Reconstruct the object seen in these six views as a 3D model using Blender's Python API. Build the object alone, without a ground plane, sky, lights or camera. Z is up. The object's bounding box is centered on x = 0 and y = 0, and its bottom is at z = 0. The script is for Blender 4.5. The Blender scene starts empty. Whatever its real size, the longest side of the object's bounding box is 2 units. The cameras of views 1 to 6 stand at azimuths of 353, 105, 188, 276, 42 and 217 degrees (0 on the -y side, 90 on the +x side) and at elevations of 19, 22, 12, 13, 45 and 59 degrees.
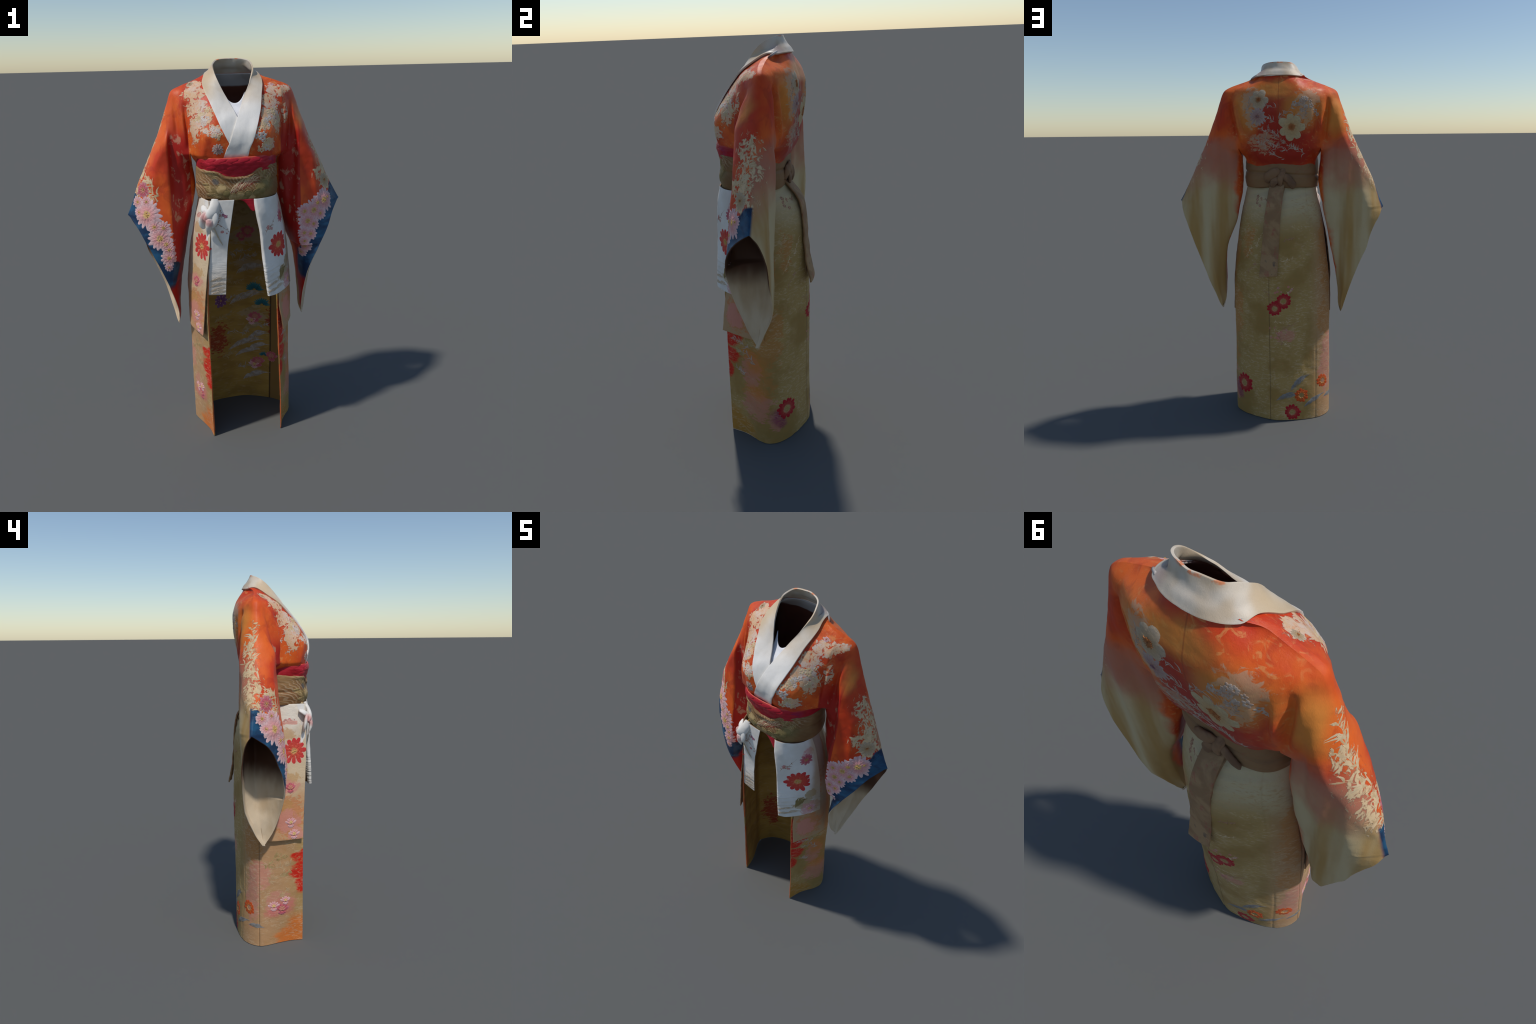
import bpy, bmesh, math, random, bisect
import numpy as np
from mathutils import Vector, Matrix, noise as mnoise
from mathutils.bvhtree import BVHTree

# --------------------------------------------------------------------------
# small numeric helpers
# --------------------------------------------------------------------------
def pchip(xs, ys):
    """monotone cubic interpolation through (xs, ys); returns a vectorised function"""
    x = np.asarray(xs, float); y = np.asarray(ys, float)
    o = np.argsort(x); x = x[o]; y = y[o]
    h = np.maximum(np.diff(x), 1e-7); d = np.diff(y, axis=0) / (h if y.ndim == 1 else h[:, None])
    m = np.zeros_like(y)
    m[0] = d[0]; m[-1] = d[-1]
    for i in range(1, len(x) - 1):
        a, b = d[i - 1], d[i]
        w1, w2 = 2 * h[i] + h[i - 1], h[i] + 2 * h[i - 1]
        den = w1 * b + w2 * a
        ok = a * b > 0
        m[i] = np.where(ok, (w1 + w2) * a * b / np.where(ok, den, 1.0), 0.0)
    xl = x.tolist(); yl = y.tolist() if y.ndim == 1 else None; ml = m.tolist(); hl = h.tolist(); last = len(xl) - 2
    def f(q):
        if yl is not None and isinstance(q, (float, int)):
            q = min(max(q, xl[0]), xl[-1]); k = min(max(bisect.bisect_right(xl, q) - 1, 0), last)
            t = (q - xl[k]) / hl[k]; t2 = t * t; t3 = t2 * t
            return (2*t3 - 3*t2 + 1) * yl[k] + (t3 - 2*t2 + t) * hl[k] * ml[k] + (3*t2 - 2*t3) * yl[k + 1] + (t3 - t2) * hl[k] * ml[k + 1]
        q = np.clip(np.asarray(q, float), x[0], x[-1])
        k = np.clip(np.searchsorted(x, q, side='right') - 1, 0, len(x) - 2)
        t = (q - x[k]) / h[k]
        hk = h[k]
        if y.ndim > 1:
            t = np.expand_dims(t, -1); hk = np.expand_dims(hk, -1)
        return ((2*t**3 - 3*t**2 + 1) * y[k] + (t**3 - 2*t**2 + t) * hk * m[k]
                + (-2*t**3 + 3*t**2) * y[k + 1] + (t**3 - t**2) * hk * m[k + 1])
    return f

def catmull(P, n):
    """n points along a centripetal-ish spline through the rows of P"""
    P = np.asarray(P, float)
    s = np.r_[0, np.cumsum(np.linalg.norm(np.diff(P, axis=0), axis=1) ** 0.7 + 1e-9)]
    s /= s[-1]
    m = np.zeros_like(P)
    m[1:-1] = (P[2:] - P[:-2]) / (s[2:] - s[:-2])[:, None]
    m[0] = (P[1] - P[0]) / (s[1] - s[0]); m[-1] = (P[-1] - P[-2]) / (s[-1] - s[-2])
    q = np.linspace(0, 1, n)
    k = np.clip(np.searchsorted(s, q, side='right') - 1, 0, len(s) - 2)
    h = (s[k + 1] - s[k])[:, None]; t = ((q - s[k]) / (s[k + 1] - s[k]))[:, None]
    return ((2*t**3 - 3*t**2 + 1) * P[k] + (t**3 - 2*t**2 + t) * h * m[k]
            + (-2*t**3 + 3*t**2) * P[k + 1] + (t**3 - t**2) * h * m[k + 1])

def sstep(a, b, v):
    if isinstance(v, (float, int)):
        t = min(1.0, max(0.0, (v - a) / (b - a)))
        return t * t * (3 - 2 * t)
    t = np.clip((np.asarray(v, float) - a) / (b - a), 0, 1)
    return t * t * (3 - 2 * t)

ROOT = None
def link(obj, parent=None):
    bpy.context.scene.collection.objects.link(obj)
    obj.parent = parent if parent is not None else ROOT
    return obj

def mesh_object(name, verts, faces, mats, parent=None, smooth=True):
    me = bpy.data.meshes.new(name)
    me.from_pydata([tuple(map(float, v)) for v in verts], [], [tuple(map(int, f)) for f in faces])
    for m in mats:
        me.materials.append(m)
    if smooth:
        me.polygons.foreach_set("use_smooth", [True] * len(me.polygons))
    me.update()
    ob = bpy.data.objects.new(name, me)
    return link(ob, parent)

def grid_faces(nr, nc, wrap=False, flip=False):
    out = []
    for i in range(nr - 1):
        for j in range(nc if wrap else nc - 1):
            k = (j + 1) % nc
            q = (i * nc + j, i * nc + k, (i + 1) * nc + k, (i + 1) * nc + j)
            out.append(q[::-1] if flip else q)
    return out

def grid_object(name, G, mats, wrap=False, flip=False, parent=None):
    G = np.asarray(G, float); nr, nc = G.shape[:2]
    return mesh_object(name, G.reshape(-1, 3), grid_faces(nr, nc, wrap, flip), mats, parent)

def thicken(ob, t, bevel=0.0, inner=1, rim=1, offset=-1.0):
    """give a sheet its cloth thickness and bake the result into the mesh"""
    s = ob.modifiers.new("cloth", 'SOLIDIFY')
    s.thickness = t; s.offset = offset; s.use_rim = True
    s.use_quality_normals = True
    s.material_offset = inner; s.material_offset_rim = rim
    if bevel:
        b = ob.modifiers.new("edge", 'BEVEL')
        b.width = bevel; b.segments = 2; b.limit_method = 'ANGLE'; b.angle_limit = math.radians(55)
    bake(ob)

def bake(ob):
    bpy.context.view_layer.update()
    dg = bpy.context.evaluated_depsgraph_get()
    me = bpy.data.meshes.new_from_object(ob.evaluated_get(dg))
    ob.modifiers.clear()
    old = ob.data; ob.data = me
    nm = old.name
    bpy.data.meshes.remove(old); me.name = nm

def fbm(p, s, octv=3):
    v = 0.0; a = 1.0
    for _ in range(octv):
        v += a * mnoise.noise(Vector((p[0] * s, p[1] * s, p[2] * s)))
        s *= 2.0; a *= 0.5
    return v

def tube(name, spine, radii, flat, mats, n=18, parent=None, up=(0, -1, 0), lump=0.0, seed=0):
    """closed soft roll of cloth: an elliptical section swept along a spine"""
    S = catmull(spine, n * 2)
    q = np.linspace(0, 1, n * 2)
    R = pchip(np.linspace(0, 1, len(radii)), radii)(q)
    rows = []
    U = np.array(up, float)
    for i in range(len(S)):
        t = S[min(i + 1, len(S) - 1)] - S[max(i - 1, 0)]; t /= np.linalg.norm(t)
        b = np.cross(t, U); b /= np.linalg.norm(b); c = np.cross(b, t)
        row = []
        for a in np.linspace(0, 2 * np.pi, 20, endpoint=False):
            d = b * math.cos(a) * R[i] + c * math.sin(a) * R[i] * flat
            p = S[i] + d
            if lump:
                p = p + d * lump * fbm(p + seed, 28.0)
            row.append(p)
        rows.append(row)
    V = [p for r in rows for p in r]
    F = grid_faces(len(rows), 20, wrap=True)
    F.append(tuple(range(19, -1, -1))); L = (len(rows) - 1) * 20
    F.append(tuple(range(L, L + 20)))
    return mesh_object(name, V, F, mats, parent)
# --------------------------------------------------------------------------
# bodice and sleeves: one continuous cloth, described by its front depth and
# back depth over the outline seen from the front, with rounded edges
# --------------------------------------------------------------------------
Z_ARM = 1.555          # armpit height
# outline of shoulder and sleeve top: height -> half width
OUT_L = pchip([1.955, 1.943, 1.932, 1.910, 1.895, 1.880, 1.852, 1.79, 1.715, 1.625, 1.535, 1.45, 1.379, 1.237],
              [0.045, 0.090, .124, .163, .205, .250, .304, .329, .354, .392, .435, .475, .509, .565])
OUT_R = pchip([1.955, 1.943, 1.932, 1.912, 1.899, 1.886, 1.860, 1.80, 1.712, 1.622, 1.548, 1.462, 1.379, 1.268],
              [0.045, 0.090, .126, .165, .207, .252, .304, .329, .362, .398, .432, .473, .513, .574])
IN_L = pchip([1.6, 1.56, 1.5, 1.44, 1.38, 1.31, 1.2, 1.11, 1.0, .92, .84, .76, .68, .617],
             [.226, .224, .215, .207, .205, .214, .239, .260, .281, .297, .310, .319, .323, .337])
IN_R = pchip([1.6, 1.56, 1.5, 1.44, 1.39, 1.32, 1.24, 1.16, 1.08, 1.0, .93, .86, .77, .68, .623],
             [.226, .224, .219, .214, .213, .218, .235, .250, .281, .309, .321, .329, .333, .337, .357])
# sleeve: depth of the front fold crest, of the back sheet, of the mid line
YF_L = pchip([1.83, 1.736, 1.648, 1.576, 1.51, 1.437, 1.36, 1.28, 1.156, 1.0, .93, .85, .75, .69, .617],
             [-.036, -.046, -.052, -.058, -.061, -.070, -.078, -.088, -.105, -.115, -.111, -.100, -.072, -.046, .003])
YF_R = pchip([1.83, 1.75, 1.67, 1.584, 1.526, 1.436, 1.344, 1.2, 1.08, 1.0, .95, .886, .82, .757, .693, .623],
             [-.028, -.034, -.038, -.042, -.044, -.050, -.064, -.080, -.092, -.098, -.095, -.087, -.069, -.046, -.022, .022])
YB_L = pchip([1.83, 1.75, 1.65, 1.54, 1.44, 1.36, 1.28, 1.185, 1.07, 1.0, .87, .80, .73, .68, .617],
             [.10, .118, .118, .112, .110, .110, .108, .107, .101, .102, .101, .090, .063, .044, .008])
YB_R = pchip([1.83, 1.75, 1.675, 1.6, 1.53, 1.47, 1.41, 1.32, 1.2, 1.14, 1.0, .85, .75, .70, .65, .623],
             [.110, .120, .124, .126, .126, .126, .125, .125, .124, .122, .120, .114, .084, .062, .040, .026])
FOLD_L = pchip([1.80, 1.764, 1.68, 1.59, 1.43, 1.2, 1.09, .98, .87], [.318, .322, .331, .335, .333, .332, .333, .338, .352])
FOLD_R = pchip([1.80, 1.706, 1.593, 1.43, 1.3, 1.15, 1.02, .96, .88], [.312, .318, .323, .322, .317, .316, .320, .327, .343])
STEP = pchip([1.84, 1.76, 1.68, 1.5, 1.2, .95, .80, .68], [0, .010, .018, .024, .032, .030, .012, 0])
RIDGE_L = pchip([1.935, 1.907, 1.845, 1.7, 1.5, 1.237], [.10, .055, .045, .044, .042, .038])
RIDGE_R = pchip([1.935, 1.907, 1.845, 1.7, 1.5, 1.268], [.10, .060, .072, .070, .070, .072])
# sleeve opening, front edge and back edge (half width by height)
OF_L = pchip([.617, .689, .751, .812, .873, .934, .995, 1.056, 1.117, 1.178, 1.237],
             [.337, .330, .338, .352, .370, .392, .418, .447, .479, .512, .561])
OF_R = pchip([.623, .693, .757, .821, .886, .950, 1.015, 1.079, 1.143, 1.208, 1.268],
             [.357, .346, .347, .352, .362, .382, .411, .447, .484, .519, .569])
OB_L = pchip([.617, .632, .679, .727, .774, .822, .869, .917, .964, 1.011, 1.08, 1.14, 1.19, 1.237],
             [.341, .347, .359, .372, .386, .401, .418, .436, .456, .477, .495, .519, .545, .561])
OB_R = pchip([.623, .65, .70, .751, .80, .852, .90, .96, 1.02, 1.08, 1.14, 1.20, 1.268],
             [.362, .372, .384, .397, .410, .424, .440, .462, .485, .505, .526, .549, .569])
YOF_L = pchip([.617, .689, .751, .812, .873, .934, .995, 1.056, 1.117, 1.178, 1.237],
              [.003, -.044, -.069, -.088, -.102, -.108, -.102, -.086, -.068, -.034, .038])
YOF_R = pchip([.623, .693, .757, .821, .886, .950, 1.015, 1.079, 1.143, 1.208, 1.268],
              [.022, -.022, -.046, -.069, -.086, -.094, -.096, -.084, -.056, -.008, .072])
YOB_L = pchip([.617, .679, .727, .774, .822, .87, .96, 1.06, 1.12, 1.17, 1.21, 1.237],
              [.008, .046, .067, .084, .095, .099, .100, .097, .090, .078, .060, .038])
YOB_R = pchip([.623, .675, .726, .776, .826, .88, 1.0, 1.1, 1.17, 1.22, 1.268],
              [.026, .050, .072, .096, .114, .121, .125, .125, .118, .104, .072])
SIDE = {-1: dict(out=OUT_L, inn=IN_L, yf=YF_L, yb=YB_L, fold=FOLD_L, rid=RIDGE_L, of=OF_L, ob=OB_L, yof=YOF_L, yob=YOB_L, elbow=1.237, tip=.617),
        1: dict(out=OUT_R, inn=IN_R, yf=YF_R, yb=YB_R, fold=FOLD_R, rid=RIDGE_R, of=OF_R, ob=OB_R, yof=YOF_R, yob=YOB_R, elbow=1.268, tip=.623)}
# torso: front and back depth at four fractions of the half width
TZ = [1.30, 1.45, 1.52, 1.60, 1.65, 1.70, 1.75, 1.80, 1.85, 1.935]
T_FRONT = pchip(TZ, np.array([[-.160, -.156, -.130, -.065], [-.168, -.166, -.142, -.070], [-.184, -.187, -.165, -.076],
                              [-.194, -.206, -.185, -.080], [-.193, -.207, -.181, -.074], [-.178, -.184, -.153, -.064],
                              [-.150, -.153, -.118, -.056], [-.111, -.114, -.084, -.045], [-.070, -.073, -.050, -.030],
                              [-.01, -.01, .005, .02]]))
T_BACK = pchip(TZ, np.array([[.084, .084, .078, .06], [.102, .102, .094, .07], [.136, .137, .126, .098],
                             [.154, .157, .147, .118], [.165, .168, .157, .124], [.174, .176, .163, .127],
                             [.181, .182, .168, .128], [.182, .182, .165, .128], [.168, .168, .154, .122],
                             [.131, .128, .116, .098]]))
T_SIDE = pchip([1.30, 1.36, 1.44, 1.50, 1.555, 1.6], [.186, .187, .191, .199, .222, .224])

def fold_line(x, z, x0, z0, x1, z1, w, d):
    """a soft pleat of depth d along the segment (x0,z0)-(x1,z1)"""
    vx, vz = x1 - x0, z1 - z0; L = vx * vx + vz * vz
    t = np.clip(((x - x0) * vx + (z - z0) * vz) / L, 0, 1)
    r2 = (x - x0 - t * vx) ** 2 + (z - z0 - t * vz) ** 2
    return d * np.exp(-r2 / (w * w)) * np.sin(np.pi * np.clip(t * .96 + .02, 0, 1)) ** .5

FRONT_FOLDS = [(-.262, 1.80, -.245, 1.60, .012, -.012), (-.292, 1.80, -.275, 1.62, .014, .014), (-.235, 1.79, -.226, 1.57, .010, .012),
               (.262, 1.78, .248, 1.58, .012, -.011), (.290, 1.80, .272, 1.55, .010, .014), (.236, 1.76, .226, 1.57, .010, .012),
               (.306, 1.76, .300, 1.56, .010, -.008),
               (-.17, 1.63, -.13, 1.53, .012, .006), (-.13, 1.64, -.11, 1.53, .010, .007), (.15, 1.62, .12, 1.54, .014, .006),
               (-.205, 1.62, -.185, 1.53, .010, .009), (.195, 1.63, .175, 1.54, .012, .009), (-.15, 1.66, -.17, 1.52, .010, -.006), (.17, 1.66, .16, 1.53, .010, -.006),
               (-.40, 1.52, -.43, 1.20, .016, -.006), (-.46, 1.40, -.44, 1.15, .014, .005), (.40, 1.54, .43, 1.22, .016, -.006), (.46, 1.42, .44, 1.17, .014, .005), (-.28, 1.45, -.30, 1.0, .012, .006), (.27, 1.45, .30, 1.0, .012, .006)]
BACK_FOLDS = [(.262, 1.80, .225, 1.60, .014, -.021), (.225, 1.79, .185, 1.62, .014, -.018), (.245, 1.80, .205, 1.60, .012, .010),
              (-.262, 1.80, -.240, 1.58, .014, -.021), (-.205, 1.78, -.195, 1.60, .013, -.018), (-.232, 1.79, -.222, 1.60, .011, .010),
              (-.30, 1.74, -.285, 1.30, .018, -.012), (.31, 1.70, .31, 1.30, .020, -.012), (.36, 1.60, .37, 1.15, .022, .010),
              (-.36, 1.60, -.37, 1.10, .022, .010), (-.41, 1.50, -.42, 1.1, .018, -.007), (.42, 1.45, .43, 1.1, .018, -.007),
              (.0, 1.9, .0, 1.52, .006, -.0035), (.17, 1.62, .10, 1.50, .012, .006), (-.17, 1.64, -.09, 1.50, .013, .006), (.15, 1.70, .19, 1.56, .012, -.007), (-.15, 1.72, -.185, 1.56, .012, -.007), (.05, 1.56, -.08, 1.51, .008, .004)]

def folds(tab, x, z, sgn):
    v = np.zeros_like(x)
    for f in tab:
        v = v + fold_line(x, z, *f)
    return v * sgn

def armhole(z, s):
    """half width at which torso turns into sleeve"""
    xo = float(SIDE[s]['out'](z))
    a = 0.224 + 0.016 * float(sstep(1.56, 1.75, z))
    return min(a, 0.80 * xo)

def section_y(x, z, s, front):
    """raw front or back depth (before rounding of the edges) at signed side s; x is |x|"""
    S = SIDE[s]
    upper = z >= Z_ARM
    xin = armhole(z, s) if upper else float(S['inn'](z))
    tab = T_FRONT if front else T_BACK
    yarm = float(tab(max(z, 1.56))[3])
    yf = float(S['yf'](z)); yb = float(S['yb'](z))
    closed = z >= S['elbow']
    k = float(sstep(Z_ARM - .12, Z_ARM, z))
    if front:
        xo = float(S['out'](z)) if closed else float(S['of'](z))
        rid = float(S['rid'](z))
        yo = (yf * .55 + rid * .45) if closed else float(S['yof'](z))
        if closed:
            c = float(sstep(S['elbow'], S['elbow'] + .32, z)); yo = yo * c + rid * (1 - c)
        xf = min(float(S['fold'](z)), xo - .012)
        st = float(STEP(z))
        yi = yarm * k + max(yf + st + .03, float(EDGE(z)) - .050) * (1 - k)
        xs = [xin, xin + (xf - .020 - xin) * .5, xf - .020, xf + .004, xf + (xo - xf) * .15 + .006, (xf + xo) * .5 + .008, xo]
        ys = [yi, .40 * yi + .60 * (yf + st), yf + st, yf - .002, yf, yf * .80 + yo * .20, yo]
        w = float(sstep(.020, .070, xo - xf)) if upper else 1.0
        fl = pchip([xin, xin + (xo - xin) * .5, xo], [yi, yi * .35 + yo * .65, yo])(x)
        if w <= 0 or xf - .020 <= xin + .006 or xo - xf < .024:
            return fl
        return pchip(xs, ys)(x) * w + fl * (1 - w)
    xo = float(S['out'](z)) if closed else float(S['ob'](z))
    rid = float(S['rid'](z))
    yo = (yb * .82 + rid * .18) if closed else float(S['yob'](z))
    if closed:
        c = float(sstep(S['elbow'], S['elbow'] + .32, z)); yo = yo * c + rid * (1 - c)
    yi = yarm * k + (yb - .026) * (1 - k)
    xs = [xin, xin + (xo - xin) * .22, xin + (xo - xin) * .52, xin + (xo - xin) * .72, xo]
    ys = [yi, yi * .45 + (yb - .012) * .55, yb + .002, yb, yo]
    y = pchip(xs, ys)(x)
    w = float(sstep(1.78, 1.85, z))
    if w > 0:                                  # over the shoulder: one plain slope down to the ridge line
        q = np.clip((x - xin) / (xo - xin), 0, 1)
        y = y * (1 - w) + (yi + (yi * .62 + rid * .38 - yi) * q) * w
    return y

def ridge_dist(x, z, s):
    """approximate distance from (x,z) to the outline of shoulder / sleeve top"""
    S = SIDE[s]
    if 'line' not in S:
        S['line'] = np.linspace(S['elbow'], 1.955, 160); S['linex'] = S['out'](S['line'])
    zz, xx = S['line'], S['linex']
    return np.sqrt(np.min((np.asarray(x)[:, None] - xx) ** 2 + (z - zz) ** 2, axis=1))

def cap(d, R):
    t = np.clip(d / np.maximum(R, 1e-6), 0, 1)
    return np.sqrt(np.clip(1 - (1 - t) ** 2, 0, 1))

NS, NT, NW = 60, 64, 14
# depth of the sleeve's inner edge: it swings to the back at forearm height
EDGE = pchip([1.555, 1.48, 1.40, 1.30, 1.15, 1.0, .88, .78, .70, .617], [.03, .010, .012, .034, .056, .054, .040, .028, .020, .008])
_memo = {}
def sleeve_half(z, s, front):
    k = (round(float(z), 7), s, front)
    if k not in _memo: _memo[k] = _sleeve_half(float(z), s, front)
    return _memo[k].copy()
def _sleeve_half(z, s, front):
    """columns from the outer edge to the inner edge (or armhole)"""
    S = SIDE[s]
    closed = z >= S['elbow']
    upper = z >= Z_ARM
    xo = float(S['out'](z)) if closed else float((S['of'] if front else S['ob'])(z))
    xi = armhole(z, s) if upper else float(S['inn'](z))
    xo = max(xo, xi + .003)
    u = np.linspace(0, 1, NS)
    w = (1 - np.cos(np.pi * u)) / 2
    x = xo + (xi - xo) * (0.55 * w + 0.45 * u)
    y = section_y(x, z, s, front)
    y = y + folds(FRONT_FOLDS if front else BACK_FOLDS, s * x, z, 1.0)
    if closed:
        R = .062 * float(sstep(S['elbow'], S['elbow'] + .42, z)) + .004
        R = R + .012 * float(sstep(1.70, 1.86, z)) - .058 * sstep(.140, .09, x) * float(sstep(1.80, 1.90, z))
        g = cap(ridge_dist(x, z, s), R); g[0] = 0
        rid = float(S['rid'](z)); y = rid + (y - rid) * g
    if not upper:
        ym = float(EDGE(z)) + (.012 if s > 0 else 0.0)
        wdt = abs(xo - xi)
        g = cap(np.abs(x - xi), min(.075, .85 * wdt))
        gm = float(1 - sstep(0, .075, Z_ARM - z))
        g = np.maximum(g, gm)
        y = ym + (y - ym) * g
    return np.stack([s * x, y, np.full(NS, z)], 1)

def torso_half(z, front):
    """columns from the -x side to the +x side"""
    upper = z >= Z_ARM
    aL = armhole(z, -1) if upper else float(T_SIDE(z)); aR = armhole(z, 1) if upper else float(T_SIDE(z)) + .004
    u = np.linspace(-1, 1, NT); w = np.sin(u * np.pi / 2)
    t = 0.5 * u + 0.5 * w
    x = np.where(t < 0, t * aL, t * aR)
    tab = (T_FRONT if front else T_BACK)(z)
    y = pchip([-1, -.7, -.4, 0, .4, .7, 1], [tab[3], tab[2], tab[1], tab[0], tab[1], tab[2], tab[3]])(t)
    y = y + folds(FRONT_FOLDS if front else BACK_FOLDS, x, z, 1.0)
    if upper:
        for s in (-1, 1):
            m = (x * s >= 0)
            S = SIDE[s]
            R = .004 + .062 * float(sstep(S['elbow'], S['elbow'] + .42, z)) + .012 * float(sstep(1.70, 1.86, z)) - .058 * sstep(.140, .09, np.abs(x[m])) * float(sstep(1.80, 1.90, z))
            g = cap(ridge_dist(np.abs(x[m]), z, s), R)
            rid = float(S['rid'](z))
            y[m] = rid + (y[m] - rid) * g
        # match the sleeve's own armhole columns exactly
        e0 = sleeve_half(z, -1, front)[-1]; e1 = sleeve_half(z, 1, front)[-1]
        d0, d1 = e0[1] - y[0], e1[1] - y[-1]
        y = y + d0 * sstep(-.45, -1, t) + d1 * sstep(.45, 1, t)
    else:
        ym = .02
        d = np.minimum(x + aL, aR - x)
        g = cap(d, .085)
        gm = float(1 - sstep(0, .075, Z_ARM - z)); g = np.maximum(g, gm)
        y = ym + (y - ym) * g
    return np.stack([x, y, np.full(NT, z)], 1)

def build_body(mats):
    V, F, tag = [], [], []
    def add_grid(rows, kind, flip):
        base = len(V); nc = len(rows[0])
        for r in rows: V.extend(r)
        for f in grid_faces(len(rows), nc, flip=flip):
            F.append(tuple(i + base for i in f)); tag.append(kind)
    zs_u = np.r_[np.linspace(Z_ARM, 1.80, 46), np.linspace(1.80, 1.954, 60)[1:]]
    zs_t = np.linspace(1.345, Z_ARM, 42)
    top = {}
    for front in (True, False):
        rows = [torso_half(z - 1e-9 if z == Z_ARM else z, front) for z in zs_t[:-1].tolist()] + [torso_half(z, front) for z in zs_u.tolist()]
        add_grid(rows, 0, not front)
        for s, kind in ((-1, 1), (1, 2)):
            S = SIDE[s]
            zl = np.r_[S['tip'] + np.linspace(0, 1, 92)[:-1] ** 1.15 * (S['elbow'] - S['tip']), np.linspace(S['elbow'], Z_ARM, 66)[:-1]]
            rows = [sleeve_half(z, s, front) for z in zl.tolist()] + [sleeve_half(z, s, front) for z in zs_u.tolist()]
            add_grid(rows, kind, (s > 0) != (not front))
    # walls: sleeve inner edge and torso side below the armpit
    for s, kind in ((-1, 1), (1, 2)):
        S = SIDE[s]
        zl = np.r_[S['tip'] + np.linspace(0, 1, 92)[:-1] ** 1.15 * (S['elbow'] - S['tip']), np.linspace(S['elbow'], Z_ARM, 66)]
        rows = []
        for z in zl.tolist():
            a, b = sleeve_half(z, s, True)[-1], sleeve_half(z, s, False)[-1]
            rows.append([a + (b - a) * t for t in np.linspace(0, 1, NW)])
        add_grid(rows, kind, s > 0)
        rows = []
        for z in zs_t.tolist():
            zz = z
            a, b = torso_half(zz, True), torso_half(zz, False)
            a, b = (a[0], b[0]) if s < 0 else (a[-1], b[-1])
            rows.append([a + (b - a) * t for t in np.linspace(0, 1, NW)])
        add_grid(rows, 0, s < 0)
    V = np.array(V)
    # small cloth unevenness
    me = bpy.data.meshes.new("body")
    me.from_pydata([tuple(v) for v in V], [], F)
    at = me.attributes.new("part", 'INT', 'FACE'); at.data.foreach_set("value", tag)
    bm = bmesh.new(); bm.from_mesh(me)
    bmesh.ops.remove_doubles(bm, verts=bm.verts, dist=2e-4)
    bmesh.ops.dissolve_degenerate(bm, dist=1e-5, edges=bm.edges)
    # neck hole, hidden under the collar band
    def in_neck(p):
        t = max(0.0, min(1.0, (p.y + .170) / .265))
        zc = 1.715 + t * (1.930 - 1.715)
        return p.z > zc and abs(p.x) < min(.112, .042 + .094 * t ** .62)
    bmesh.ops.delete(bm, geom=[v for v in bm.verts if in_neck(v.co)], context='VERTS')
    bm.normal_update()
    # soften the joints between the sheets
    for _ in range(3):
        bmesh.ops.smooth_vert(bm, verts=[v for v in bm.verts if not v.is_boundary and v.co.z > 1.25], factor=.5, use_axis_x=True, use_axis_y=True, use_axis_z=True)
    for _ in range(12):
        bmesh.ops.smooth_vert(bm, verts=[v for v in bm.verts if not v.is_boundary and v.co.z > 1.80], factor=.5, use_axis_x=True, use_axis_y=True, use_axis_z=True)
    bm.normal_update()
    for v in bm.verts:
        n = fbm(v.co, 9.0) * .0026 + fbm(v.co + Vector((7, 0, 0)), 26.0) * .0006
        v.co += v.normal * n
    bm.to_mesh(me); bm.free()
    for m in mats: me.materials.append(m)
    me.polygons.foreach_set("use_smooth", [True] * len(me.polygons))
    global BODY_BVH
    BODY_BVH = BVHTree.FromPolygons([v.co.copy() for v in me.vertices], [tuple(p.vertices) for p in me.polygons])
    whole = link(bpy.data.objects.new("body", me))
    return whole

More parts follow.
